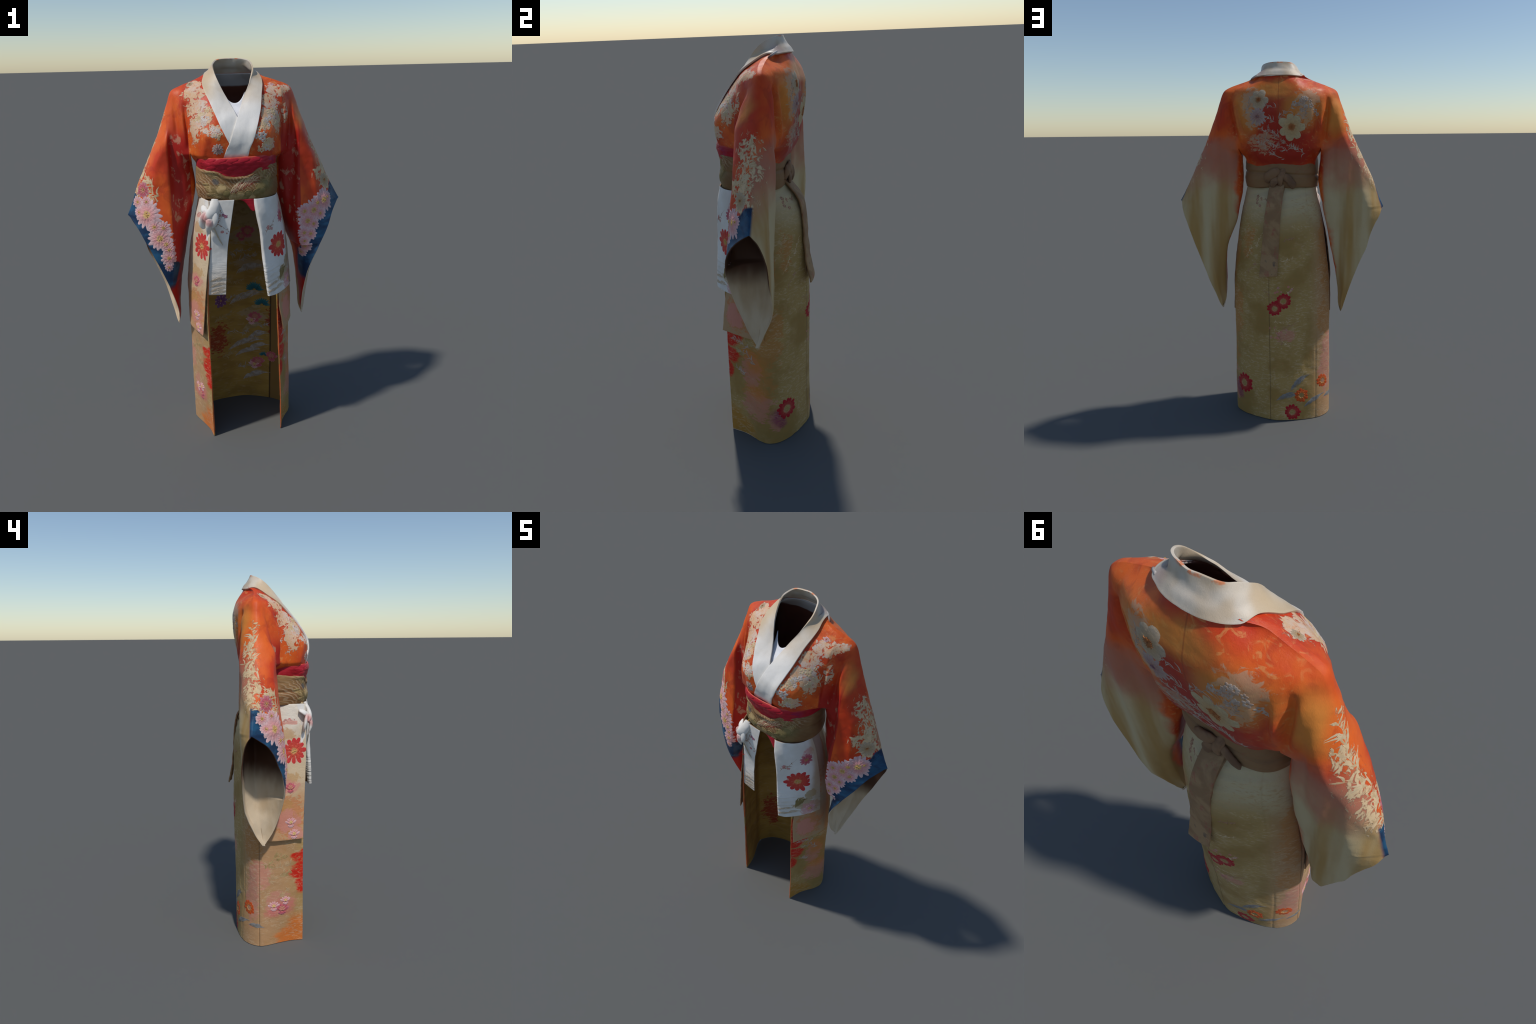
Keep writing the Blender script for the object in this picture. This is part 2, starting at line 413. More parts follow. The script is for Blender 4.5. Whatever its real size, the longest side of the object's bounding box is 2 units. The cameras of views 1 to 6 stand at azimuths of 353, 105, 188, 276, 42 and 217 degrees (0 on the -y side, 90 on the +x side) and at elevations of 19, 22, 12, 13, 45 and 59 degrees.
def shell(ob, t):
    """cloth thickness along smoothed normals, with lining and rim in the second slot"""
    me = ob.data
    n = len(me.vertices)
    co = np.zeros(n * 3); me.vertices.foreach_get("co", co); co = co.reshape(-1, 3)
    N = np.zeros(n * 3); me.vertex_normals.foreach_get("vector", N); N = N.reshape(-1, 3)
    ed = np.zeros(len(me.edges) * 2, int); me.edges.foreach_get("vertices", ed); ed = ed.reshape(-1, 2)
    for _ in range(8):
        M = N.copy()
        np.add.at(M, ed[:, 0], N[ed[:, 1]]); np.add.at(M, ed[:, 1], N[ed[:, 0]])
        N = M / np.maximum(np.linalg.norm(M, axis=1), 1e-9)[:, None]
    F = [tuple(p.vertices) for p in me.polygons]
    tag = np.zeros(len(F), int); me.attributes["part"].data.foreach_get("value", tag)
    cnt = {}
    for i, f in enumerate(F):
        for a, b in zip(f, f[1:] + f[:1]):
            k = (min(a, b), max(a, b))
            cnt[k] = None if k in cnt else (a, b, i)
    rim = [v for v in cnt.values() if v]
    th = t * (.25 + .75 * sstep(.615, .72, co[:, 2]))
    V = np.vstack([co, co - N * th[:, None]])
    G = F + [tuple(v + n for v in f[::-1]) for f in F] + [(b, a, a + n, b + n) for a, b, _ in rim]
    T = np.r_[tag, tag, [tag[i] for _, _, i in rim]].astype(int)
    MI = np.r_[np.zeros(len(F), int), np.ones(len(F) + len(rim), int)]
    new = bpy.data.meshes.new("body")
    new.from_pydata([tuple(v) for v in V], [], G)
    for m in me.materials: new.materials.append(m)
    new.attributes.new("part", 'INT', 'FACE').data.foreach_set("value", T)
    new.polygons.foreach_set("material_index", MI)
    new.polygons.foreach_set("use_smooth", [True] * len(G))
    new.update()
    ob.data = new; bpy.data.meshes.remove(me)

def split_body(whole):
    """thick cloth, then one named mesh per part sharing the whole's normals"""
    shell(whole, .005)
    me = whole.data
    nrm = np.zeros(len(me.vertices) * 3); me.vertex_normals.foreach_get("vector", nrm); nrm = nrm.reshape(-1, 3)
    tag = np.zeros(len(me.polygons), int); me.attributes["part"].data.foreach_get("value", tag)
    co = np.zeros(len(me.vertices) * 3); me.vertices.foreach_get("co", co); co = co.reshape(-1, 3)
    mi = np.zeros(len(me.polygons), int); me.polygons.foreach_get("material_index", mi)
    polys = [tuple(p.vertices) for p in me.polygons]
    out = []
    for kind, name in ((0, "bodice"), (1, "sleeve"), (2, "sleeve")):
        idx = [i for i in range(len(polys)) if tag[i] == kind]
        used = sorted({v for i in idx for v in polys[i]}); mp = {v: k for k, v in enumerate(used)}
        ob = mesh_object(name, co[used], [[mp[v] for v in polys[i]] for i in idx], list(me.materials))
        ob.data.polygons.foreach_set("material_index", [int(mi[i]) for i in idx])
        ob.data.normals_split_custom_set_from_vertices([tuple(nrm[v]) for v in used])
        out.append(ob)
    bpy.data.objects.remove(whole); bpy.data.meshes.remove(me)
    return out
# --------------------------------------------------------------------------
# collar
# --------------------------------------------------------------------------
def build_collar(mats, under_mat):
    outer = [(.045, -.193, 1.535), (.060, -.206, 1.590), (.076, -.208, 1.626), (.098, -.193, 1.689), (.118, -.149, 1.755), (.136, -.076, 1.838), (.145, -.002, 1.892), (.135, .050, 1.921),
             (.119, .098, 1.925), (.070, .129, 1.929), (0, .137, 1.927), (-.070, .129, 1.927), (-.114, .098, 1.923), (-.130, .050, 1.919),
             (-.142, -.015, 1.870), (-.124, -.097, 1.812), (-.099, -.157, 1.750), (-.074, -.198, 1.689), (-.039, -.211, 1.615), (-.005, -.196, 1.56)]
    inner = [(-.073, -.193, 1.535), (-.056, -.206, 1.58), (-.039, -.214, 1.615), (-.018, -.206, 1.670), (.009, -.172, 1.736), (.043, -.102, 1.812), (.081, -.050, 1.887), (.104, .005, 1.950),
             (.098, .044, 1.981), (.062, .085, 1.997), (0, .098, 2.000), (-.058, .085, 1.996), (-.088, .040, 1.977), (-.088, .003, 1.948),
             (-.074, -.035, 1.905), (-.053, -.075, 1.850), (-.026, -.112, 1.798), (.004, -.166, 1.737), (.03, -.188, 1.66), (.05, -.186, 1.60)]
    n, k = 170, 26
    O, I = catmull(outer, n), catmull(inner, n)
    rows = []
    for i in range(n):
        u = i / (n - 1)
        back = math.exp(-((u - .5) / .16) ** 2)
        tuck = float(sstep(.72, .86, u)) * .009          # wearer's right band lies under the left one
        row = []
        c = Vector((0, .02, 1.80))
        for j in range(k):
            v = j / (k - 1)
            p = O[i] * (1 - v) + I[i] * v
            out = np.array([p[0], p[1] - .03, .0]); out /= max(np.linalg.norm(out), 1e-6)
            b = math.sin(math.pi * v)
            front = 1 - back
            p = p + np.array([0, -1, .25]) * b * .003 * front
            p = p - out * b * .004 * back                  # standing neck band is slightly hollow
            p = p + np.array([0, .011, 0]) * tuck * 100 * .01
            p = p + np.array([0, .004, .001]) * front
            q = .0016 * math.sin(u * 95 + 2.2 * v) * back * v + .0022 * fbm(p, 16.0)
            p = p + out * q
            row.append(p)
        rows.append(row)
    # let the band rest on the robe: push out where it would sink in, evenly
    G = np.array(rows); push = np.zeros((n, k)); D = np.zeros((n, k, 3))
    for i in range(n):
        for j in range(int(k * .9)):
            loc, nrm, _, dist = BODY_BVH.find_nearest(Vector(G[i, j]), .03)
            if loc is None: continue
            sd = (Vector(G[i, j]) - loc).dot(nrm)
            push[i, j] = min(.016, max(0.0, .0042 + (.0025 if i < .55 * n else 0) - sd)) * (1 - j / (k * .9)) ** .6 * (1 - float(sstep(.80, .88, i / n)))
            D[i, j] = nrm
    for _ in range(14):
        q = np.pad(push, 1, mode='edge')
        push = np.maximum(push, .25 * (q[2:, 1:-1] + q[:-2, 1:-1] + q[1:-1, 2:] + q[1:-1, :-2])) * .5 + .125 * (q[2:, 1:-1] + q[:-2, 1:-1] + q[1:-1, 2:] + q[1:-1, :-2])
        d = np.pad(D, ((1, 1), (1, 1), (0, 0)), mode='edge')
        D = .4 * D + .15 * (d[2:, 1:-1] + d[:-2, 1:-1] + d[1:-1, 2:] + d[1:-1, :-2])
    D /= np.maximum(np.linalg.norm(D, axis=2), 1e-6)[:, :, None]
    rows = G + D * push[:, :, None]
    col = grid_object("collar", rows, mats, flip=True)
    thicken(col, .007, bevel=.0022, offset=0)
    # under-garment showing in the V
    yz = pchip([1.64, 1.70, 1.75, 1.79, 1.86], [-.172, -.164, -.134, -.088, -.042])
    rows = []
    for i in range(18):
        v = i / 17
        row = []
        for j in range(16):
            t = j / 15; k = abs(2 * t - 1)
            z = 1.792 + .050 * k ** 2.2 - (.120 + .05 * k ** 2.2) * v
            x = .004 + (t - .5) * (.105 - .035 * v)
            row.append((x, float(yz(float(z))) + .006 * k * k * (1 - v), z))
        rows.append(row)
    und = grid_object("undershirt", rows, [under_mat, under_mat], flip=False)
    thicken(und, .004, offset=0)
    return col, und

# --------------------------------------------------------------------------
# waist: silk sash and wide brocade obi
# --------------------------------------------------------------------------
def waist_loop(n=220):
    pts = [(0, -.187), (.07, -.184), (.130, -.162), (.178, -.110), (.196, -.05), (.186, .02), (.153, .068), (.10, .090), (0, .097),
           (-.10, .090), (-.148, .068), (-.178, .02), (-.186, -.05), (-.170, -.110), (-.125, -.163), (-.065, -.184), (0, -.187)]
    ext = pts[-4:-1] + pts + pts[1:4]
    L = catmull([(a, b, 0) for a, b in ext], 1400)
    i0 = np.argmin(np.linalg.norm(L[:400] - np.array([0, -.187, 0]), axis=1))
    i1 = 1000 + np.argmin(np.linalg.norm(L[1000:] - np.array([0, -.187, 0]), axis=1))
    seg = L[i0:i1 + 1]
    s = np.r_[0, np.cumsum(np.linalg.norm(np.diff(seg, axis=0), axis=1))]
    q = np.linspace(0, s[-1], n, endpoint=False)
    P = np.stack([np.interp(q, s, seg[:, c]) for c in range(2)], 1)
    T = np.roll(P, -1, 0) - np.roll(P, 1, 0); T /= np.linalg.norm(T, axis=1)[:, None]
    N = np.stack([T[:, 1], -T[:, 0]], 1)
    return P, N

def build_waist(m_obi, m_sash):
    P, N = waist_loop(280)
    n = len(P)
    out = []
    for name, mat in (("silk_sash", m_sash), ("obi", m_obi)):
        rows = []
        nz = 40
        for i in range(nz):
            v = i / (nz - 1)
            row = []
            for j in range(n):
                x, y = P[j]
                fr = float(sstep(-.05, -.19, y))                 # 1 at the front
                bk = float(sstep(.02, .13, y))
                lft = max(-1, min(1, x / .19))
                if name == "obi":
                    dip = fr * (.042 * math.exp(-(x / .085) ** 4) )
                    z1 = 1.500 + .014 * lft * fr - dip - .018 * bk + .003 * fbm((x, y, 0), 14)
                    z0 = 1.338 + .004 * bk + .002 * math.sin(x * 40)
                    z = z0 + (z1 - z0) * v
                    off = .010 + .006 * math.sin(math.pi * min(1, v * 1.02)) ** .4
                    off += .007 * math.exp(-((z - 1.385) / .028) ** 2) * (.4 + .6 * fr)
                    off -= .006 * math.exp(-((z - 1.418 - .012 * lft) / .006) ** 2) * (1 - fr * .8)
                    off += .0022 * fbm((x * .5, y * .5, z * 1.6), 16.0) + .0006 * fbm((x, y, z), 45.0)
                    off += .008 * fr * math.exp(-((z - z1 + .010) / .010) ** 2)
                    if v == 0 or v == 1: off -= .006
                else:
                    z1 = 1.551 + .006 * fr * lft - .06 * bk
                    z0 = 1.42
                    z = z0 + (z1 - z0) * v
                    off = .004 + .006 * math.sin(math.pi * v) ** .5 + .016 * fr * float(sstep(1.47, 1.53, z))
                    # overlapping braid lobes
                    a = j / n * 26 + (1 if fr > 2 else 0); r = z * 27
                    lob = abs(math.sin(math.pi * (a * .5 + (math.floor(r) % 2) * .5))) ** .6 * (1 - (r % 1) ** 2 * .6)
                    off += .0040 * lob * fr * float(sstep(1.435, 1.465, z)) + .002 * fbm((x, y, z), 30.0)
                    off -= .008 * bk
                xx, yy = x + N[j][0] * off, y + N[j][1] * off
                row.append((xx, yy, z))
            rows.append(row)
        ob = grid_object(name, rows, [mat, mat], wrap=True)
        thicken(ob, .007, offset=-1)
        out.append(ob)
    return out

# --------------------------------------------------------------------------
# skirt: an open C-section, its foot outline scaled up the figure
# --------------------------------------------------------------------------
HEM = [(-.183, -.203), (-.196, -.148), (-.217, -.097), (-.245, -.045), (-.269, .000), (-.278, .035), (-.262, .082), (-.234, .120), (-.192, .149), (-.134, .172),
       (-.070, .188), (0, .198), (.045, .196), (.094, .182), (.161, .157), (.214, .129), (.258, .088), (.283, .035), (.270, -.020), (.245, -.065), (.219, -.118), (.200, -.190)]
SK_X = pchip([0, .35, .65, .80, .93, 1.0, 1.1, 1.2, 1.28, 1.35], [1, .992, .990, .975, .938, .910, .868, .800, .735, .68])
SK_B = pchip([0, .45, .76, .99, 1.08, 1.2, 1.28, 1.35], [1, 1.025, 1.040, 1.025, 1.02, .94, .76, .50])
SK_F = pchip([0, .5, .8, 1.35], [1, .985, .98, .97])

def skirt_point(u_pts, z):
    P = u_pts.copy()
    P[:, 0] *= SK_X(z)
    P[:, 1] = np.where(P[:, 1] > 0, P[:, 1] * SK_B(z), P[:, 1] * SK_F(z))
    # back corners draw in above the hem, front panels swell
    c = np.clip((2 * np.abs(u_pts[:, 0]) / .28 * u_pts[:, 1] / .2 - .4) / .6, 0, 1)
    lf = np.clip(-P[:, 0] / .15, 0, 1) * (P[:, 1] > 0)
    P[:, 1] *= 1 - .065 * lf * sstep(.05, .30, float(z)) * (1 - sstep(1.15, 1.3, float(z)))
    P *= (1 - .055 * c * sstep(.02, .40, float(z)))[:, None]
    b = np.clip((-.02 - u_pts[:, 1]) / .07, 0, 1) * np.clip((u_pts[:, 1] + .205) / .05, 0, 1)
    P[:, 0] += np.sign(P[:, 0]) * np.where(P[:, 0] < 0, .021, .015) * b * sstep(.0, .28, float(z)) * (1 - sstep(1.0, 1.25, float(z)))
    e = (u_pts[:, 0] > 0) * np.clip((-.12 - u_pts[:, 1]) / .06, 0, 1)
    P[:, 0] -= .014 * e * sstep(.0, .76, float(z))
    return P

def build_skirt(mats):
    U = catmull([(a, b, 0) for a, b in HEM], 260)[:, :2]
    s = np.r_[0, np.cumsum(np.linalg.norm(np.diff(U, axis=0), axis=1))]
    q = np.linspace(0, s[-1], 260)
    U = np.stack([np.interp(q, s, U[:, c]) for c in range(2)], 1)
    rows, inner = [], []
    for z in np.linspace(.0, 1.35, 170).tolist():
        P = skirt_point(U, z)
        T = np.gradient(P, axis=0); T /= np.linalg.norm(T, axis=1)[:, None]
        N = np.stack([-T[:, 1], T[:, 0]], 1)
        row, inr = [], []
        for j in range(len(P)):
            p3 = (P[j][0], P[j][1], z)
            d = .0030 * fbm((p3[0], p3[1], z * .45), 7.0) + .0010 * fbm((p3[0], p3[1], z * 1.3), 26.0)
            # tension creases under the obi at the back
            if p3[1] > 0 and z > 1.1:
                d += .0022 * math.sin(z * 150 + p3[0] * 26) * float(sstep(1.12, 1.25, z)) * float(sstep(0, .1, p3[1]))
            # seams
            for xs in (.052, -.205, ):
                if p3[1] > 0: d -= .0022 * math.exp(-((P[j][0] - xs * SK_X(z)) / .0035) ** 2)
            if P[j][0] < 0: d -= .003 * math.exp(-((P[j][1] - .034) / .004) ** 2) * float(sstep(.95, .7, z))
            row.append((P[j][0] + N[j][0] * d, P[j][1] + N[j][1] * d, z))
            t = .006 + .011 * float(sstep(.02, .14, float(p3[1]))) * (.55 + .45 * float(sstep(-.25, .05, float(p3[0]))))
            q = fbm((p3[0], p3[1], z * 1.6), 9.0) * .0020
            inr.append((P[j][0] - N[j][0] * (t + q), P[j][1] - N[j][1] * (t + q), z))
        rows.append(row); inner.append(inr)
    A = np.array(rows); B = np.array(inner); nr, nc = A.shape[:2]; k = nr * nc
    V = np.vstack([A.reshape(-1, 3), B.reshape(-1, 3)])
    F = grid_faces(nr, nc, flip=True); n0 = len(F)
    F += [tuple(i + k for i in f[::-1]) for f in F]
    edge = list(range(nc)) + [i * nc + nc - 1 for i in range(1, nr)] + [(nr - 1) * nc + j for j in range(nc - 2, -1, -1)] + [i * nc for i in range(nr - 2, 0, -1)]
    F += [(a, b, b + k, a + k) for a, b in zip(edge, edge[1:] + edge[:1])]
    ob = mesh_object("skirt", V, F, mats)
    ob.data.polygons.foreach_set("material_index", [0] * n0 + [1] * (len(F) - n0))
    sh = ob.data.attributes.new("sharp_edge", 'BOOLEAN', 'EDGE')
    ring = set(zip(edge, edge[1:] + edge[:1]))
    ring = {(min(a, b), max(a, b)) for a, b in ring} | {(min(a, b) + k, max(a, b) + k) for a, b in ring}
    sh.data.foreach_set("value", [tuple(sorted(e.vertices)) in ring for e in ob.data.edges])
    return ob

def panel(name, levels, mats, thick, nrow=70, ncol=60, lump=.002, seed=0.0, slant=None, flip=True):
    """cloth panel lofted through polylines given at falling heights"""
    zs = [l[0] for l in levels]
    rows_c = np.array([catmull(np.array(l[1], float), ncol) for l in levels])
    f = [pchip(zs[::-1], rows_c[::-1, :, c]) for c in range(3 if rows_c.shape[2] == 3 else 2)]
    rows = []
    for z in np.linspace(zs[0], zs[-1], nrow):
        X, Y = f[0](z), f[1](z)
        Z = f[2](z) if len(f) == 3 else np.full(ncol, z)
        row = []
        for j in range(ncol):
            p = Vector((X[j], Y[j], Z[j]))
            k = fbm(p + Vector((seed, 0, 0)), 11.0) * lump + fbm(p + Vector((0, seed, 0)), 30.0) * lump * .35
            d = Vector((p.x, p.y + .02, 0)).normalized()
            row.append(p + d * k)
        rows.append(row)
    ob = grid_object(name, rows, mats, flip=flip)
    thicken(ob, thick, bevel=min(.0018, thick * .3))
    return ob

def build_panels(m_side, m_flap, m_lining, m_red):
    res = {}
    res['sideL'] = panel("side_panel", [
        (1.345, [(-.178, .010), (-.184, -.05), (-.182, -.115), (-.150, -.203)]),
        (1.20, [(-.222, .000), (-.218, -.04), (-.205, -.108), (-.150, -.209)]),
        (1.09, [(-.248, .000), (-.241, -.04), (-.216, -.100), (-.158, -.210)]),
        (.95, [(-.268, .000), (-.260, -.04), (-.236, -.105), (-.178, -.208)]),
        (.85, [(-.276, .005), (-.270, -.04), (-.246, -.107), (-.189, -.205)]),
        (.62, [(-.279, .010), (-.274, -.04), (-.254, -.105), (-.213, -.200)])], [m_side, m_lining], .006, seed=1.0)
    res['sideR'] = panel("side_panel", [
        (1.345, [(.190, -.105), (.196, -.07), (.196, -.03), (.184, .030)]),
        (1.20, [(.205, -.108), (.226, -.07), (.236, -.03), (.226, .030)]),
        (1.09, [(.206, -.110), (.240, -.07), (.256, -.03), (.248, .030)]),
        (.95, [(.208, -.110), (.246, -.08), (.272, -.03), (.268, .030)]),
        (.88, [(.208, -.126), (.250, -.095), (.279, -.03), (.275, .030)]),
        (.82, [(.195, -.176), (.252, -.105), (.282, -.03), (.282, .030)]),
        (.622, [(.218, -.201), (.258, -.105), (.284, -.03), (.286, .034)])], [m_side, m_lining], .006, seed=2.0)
    res['flapL'] = panel("front_flap", [
        (1.345, [(-.178, -.125), (-.150, -.198), (-.095, -.204), (-.024, -.206)]),
        (1.20, [(-.185, -.135), (-.150, -.203), (-.105, -.210), (-.050, -.212)]),
        (1.09, [(-.185, -.150), (-.160, -.200), (-.115, -.207), (-.067, -.210)]),
        (.95, [(-.190, -.165), (-.175, -.194), (-.125, -.203), (-.077, -.206)]),
        (.848, [(-.195, -.175), (-.180, -.190), (-.135, -.199), (-.084, -.203)])], [m_flap, m_lining], .006, seed=3.0)
    res['flapR'] = panel("front_flap", [
        (1.345, [(.082, -.184), (.069, -.198), (.085, -.207), (.140, -.184), (.185, -.140), (.206, -.07)]),
        (1.267, [(.095, -.190), (.079, -.210), (.094, -.222), (.150, -.190), (.200, -.135), (.228, -.06)]),
        (1.17, [(.114, -.190), (.096, -.210), (.108, -.226), (.165, -.188), (.215, -.135), (.247, -.055)]),
        (1.08, [(.118, -.196), (.103, -.214), (.116, -.229), (.170, -.184), (.225, -.130), (.260, -.05)]),
        (.95, [(.128, -.206), (.115, -.222), (.126, -.236), (.180, -.194), (.238, -.130), (.273, -.05)]),
        (.84, [(.138, -.216), (.128, -.228), (.137, -.241), (.190, -.206), (.248, -.126), (.281, -.05)])], [m_flap, m_lining], .006, seed=4.0, lump=.0025)
    # end of the silk sash hanging below the obi
    rows = []
    for i in range(18):
        v = i / 17
        z = 1.345 - .052 * v
        x0 = .000 + .058 * v ** .55; x1 = .074 + .008 * v
        rows.append([(x0 + (x1 - x0) * t, -.196 - .004 * math.sin(3 * t), z - .010 * v * math.sin(math.pi * t)) for t in np.linspace(0, 1, 14)])
    tail = grid_object("sash_end", rows, [m_red, m_red]); thicken(tail, .005)
    res['tail'] = tail
    return res

def build_bow(m_flap, m_cord):
    """soft knot on the wearer's right hip, tied from the flap: rolled folds and hanging loops"""
    bow = tube("bow_knot", [(-.118, -.196, 1.350), (-.122, -.210, 1.318), (-.138, -.222, 1.290), (-.158, -.226, 1.268), (-.172, -.220, 1.250)],
               [.016, .026, .027, .022, .010], .50, [m_flap], lump=.14, seed=1)
    for k, (sp, r, fl) in enumerate([
        ([(-.180, -.170, 1.312), (-.172, -.196, 1.300), (-.158, -.214, 1.284)], [.010, .016, .016], .55),
        ([(-.160, -.212, 1.286), (-.182, -.206, 1.258), (-.186, -.200, 1.228), (-.178, -.196, 1.206)], [.014, .018, .016, .010], .55),
        ([(-.152, -.222, 1.272), (-.150, -.232, 1.244), (-.158, -.228, 1.214), (-.157, -.218, 1.182)], [.014, .019, .015, .006], .55),
        ([(-.134, -.222, 1.296), (-.122, -.231, 1.268), (-.126, -.233, 1.240), (-.142, -.226, 1.214)], [.013, .016, .013, .006], .5),
        ([(-.172, -.214, 1.262), (-.156, -.232, 1.252), (-.138, -.232, 1.236)], [.008, .013, .008], .6)]):
        tube("bow_fold", sp, r, fl, [m_flap], lump=.14, seed=3 + k, parent=bow)
    tube("bow_cord", [(-.134, -.226, 1.222), (-.122, -.220, 1.19), (-.106, -.216, 1.150), (-.090, -.211, 1.118)], [.0030, .0035, .0032, .0012], 1.0, [m_cord], parent=bow)
    return bow

def build_back_tie(m_tie, m_knot):
    def strip(name, cl, w, tilt, mat, th):
        C = catmull(cl, 60)
        rows = []
        for i, c in enumerate(C):
            v = i / 59
            row = []
            for t in np.linspace(-1, 1, 14):
                d = .003 * fbm((c[0] + t * w * .03, c[2] * 1.0, 0), 22.0)
                row.append((c[0] + t * w / 2 * (1 + .25 * v), c[1] + d + tilt * t - .004 * t * t, c[2] - .004 * t * v))
            rows.append(row)
        ob = grid_object(name, rows, [mat, mat], flip=False)
        thicken(ob, th, bevel=.0018, offset=0)
        return ob
    a = strip("back_tie", [(.012, .106, 1.365), (.016, .140, 1.325), (.020, .182, 1.262), (.030, .196, 1.180), (.038, .205, 1.060), (.045, .218, .960), (.050, .236, .868)], .080, .0, m_tie, .008)
    b = strip("back_tie", [(.000, .100, 1.350), (.006, .140, 1.310), (.014, .176, 1.250), (.022, .192, 1.150), (.026, .200, 1.050), (.024, .204, .905)], .060, .002, m_tie, .006)
    knot = tube("back_knot", [(-.024, 0.104, 1.452), (-.016, 0.118, 1.420), (-.006, 0.124, 1.390), (-.002, 0.118, 1.352)], [.010, .018, .018, .010], .5, [m_knot], up=(0, 1, 0), lump=.15)
    tube("knot_loop", [(-.010, 0.110, 1.418), (.020, 0.122, 1.424), (.052, 0.118, 1.405), (.072, 0.110, 1.372)], [.014, .027, .029, .012], .42, [m_knot], up=(0, 1, 0), lump=.28, parent=knot)
    tube("knot_loop", [(-.012, 0.112, 1.410), (-.040, 0.120, 1.395), (-.066, 0.118, 1.365), (-.078, 0.114, 1.338)], [.013, .023, .022, .009], .46, [m_knot], up=(0, 1, 0), lump=.28, parent=knot, seed=4)
    tube("knot_loop", [(.000, 0.114, 1.400), (.028, 0.126, 1.375), (.038, 0.126, 1.350)], [.013, .020, .012], .42, [m_knot], up=(0, 1, 0), lump=.15, parent=knot, seed=8)
    return a, b, knot

# --------------------------------------------------------------------------
# procedural cloth materials (all masks live in object space)
# --------------------------------------------------------------------------
class Cloth:
    def __init__(self, name, rough=.62, sheen=.03, spec=.22):
        self.m = bpy.data.materials.new(name); self.m.use_nodes = True
        self.t = self.m.node_tree; self.N = self.t.nodes; self.L = self.t.links
        self.b = self.N["Principled BSDF"]
        self.b.inputs["Roughness"].default_value = rough
        self.b.inputs["Sheen Weight"].default_value = sheen
        self.b.inputs["Sheen Roughness"].default_value = .45
        self.b.inputs["Specular IOR Level"].default_value = spec
        tc = self.N.new("ShaderNodeTexCoord"); self.P = tc.outputs["Object"]
        sp = self.N.new("ShaderNodeSeparateXYZ"); self.L.new(self.P, sp.inputs[0])
        self.x, self.y, self.z = sp.outputs
        self.ax = self.math('ABSOLUTE', self.x)
        self.h = None
    def put(self, s, v):
        if isinstance(v, (int, float)): s.default_value = v
        elif isinstance(v, tuple): s.default_value = v if len(v) == len(s.default_value) else (*v, 1)
        else: self.L.new(v, s)
    def math(self, op, a, b=0.0, c=None, clamp=False):
        n = self.N.new("ShaderNodeMath"); n.operation = op; n.use_clamp = clamp
        self.put(n.inputs[0], a); self.put(n.inputs[1], b)
        if c is not None: self.put(n.inputs[2], c)
        return n.outputs[0]
    def add(self, a, b): return self.math('ADD', a, b)
    def mul(self, a, b): return self.math('MULTIPLY', a, b)
    def mx(self, *a):
        v = a[0]
        for k in a[1:]: v = self.math('MAXIMUM', v, k)
        return v
    def inv(self, a): return self.math('SUBTRACT', 1.0, a)
    def step(self, v, lo, hi):
        """0 at lo, 1 at hi (lo may be greater than hi)"""
        n = self.N.new("ShaderNodeMapRange"); n.interpolation_type = 'SMOOTHSTEP'
        if lo <= hi:
            self.put(n.inputs[0], v); n.inputs[1].default_value = lo; n.inputs[2].default_value = hi
            return n.outputs[0]
        self.put(n.inputs[0], v); n.inputs[1].default_value = hi; n.inputs[2].default_value = lo
        return self.inv(n.outputs[0])
    def noise(self, scale, stretch=(1, 1, 1), detail=3.0, rough=.55, dist=0.0, off=(0, 0, 0), rot=(0, 0, 0), vec=None, colour=False):
        mp = self.N.new("ShaderNodeMapping"); self.put(mp.inputs[0], vec or self.P)
        mp.inputs["Scale"].default_value = stretch; mp.inputs["Location"].default_value = off; mp.inputs["Rotation"].default_value = rot
        n = self.N.new("ShaderNodeTexNoise"); self.L.new(mp.outputs[0], n.inputs["Vector"])
        n.inputs["Scale"].default_value = scale; n.inputs["Detail"].default_value = detail
        n.inputs["Roughness"].default_value = rough; n.inputs["Distortion"].default_value = dist
        return n.outputs["Color" if colour else "Fac"]
    def warp(self, scale, amp, detail=3.0, stretch=(1, 1, 1)):
        """object position pushed about by noise: ragged borders for patches"""
        c = self.noise(scale, detail=detail, stretch=stretch, colour=True)
        a = self.N.new("ShaderNodeVectorMath"); a.operation = 'SUBTRACT'; self.L.new(c, a.inputs[0]); a.inputs[1].default_value = (.5, .5, .5)
        b = self.N.new("ShaderNodeVectorMath"); b.operation = 'MULTIPLY_ADD'; self.L.new(a.outputs[0], b.inputs[0])
        b.inputs[1].default_value = (amp,) * 3; self.L.new(self.P, b.inputs[2])
        return b.outputs[0]
    def blob(self, c, r, soft=.35, vec=None):
        mp = self.N.new("ShaderNodeVectorMath"); mp.operation = 'SUBTRACT'; self.put(mp.inputs[0], vec or self.P); mp.inputs[1].default_value = c
        d = self.N.new("ShaderNodeVectorMath"); d.operation = 'DIVIDE'; self.L.new(mp.outputs[0], d.inputs[0]); d.inputs[1].default_value = r if isinstance(r, tuple) else (r, r, r)
        l = self.N.new("ShaderNodeVectorMath"); l.operation = 'LENGTH'; self.L.new(d.outputs[0], l.inputs[0])
        return self.step(l.outputs["Value"], 1 + soft, 1 - soft)
    def blobs(self, lst, soft=.35, vec=None):
        return self.mx(*[self.blob(c, r, soft, vec) for c, r in lst])
    def mix(self, a, b, f):
        n = self.N.new("ShaderNodeMix"); n.data_type = 'RGBA'
        self.put(n.inputs[0], f); self.put(n.inputs[6], a); self.put(n.inputs[7], b)
        return n.outputs[2]
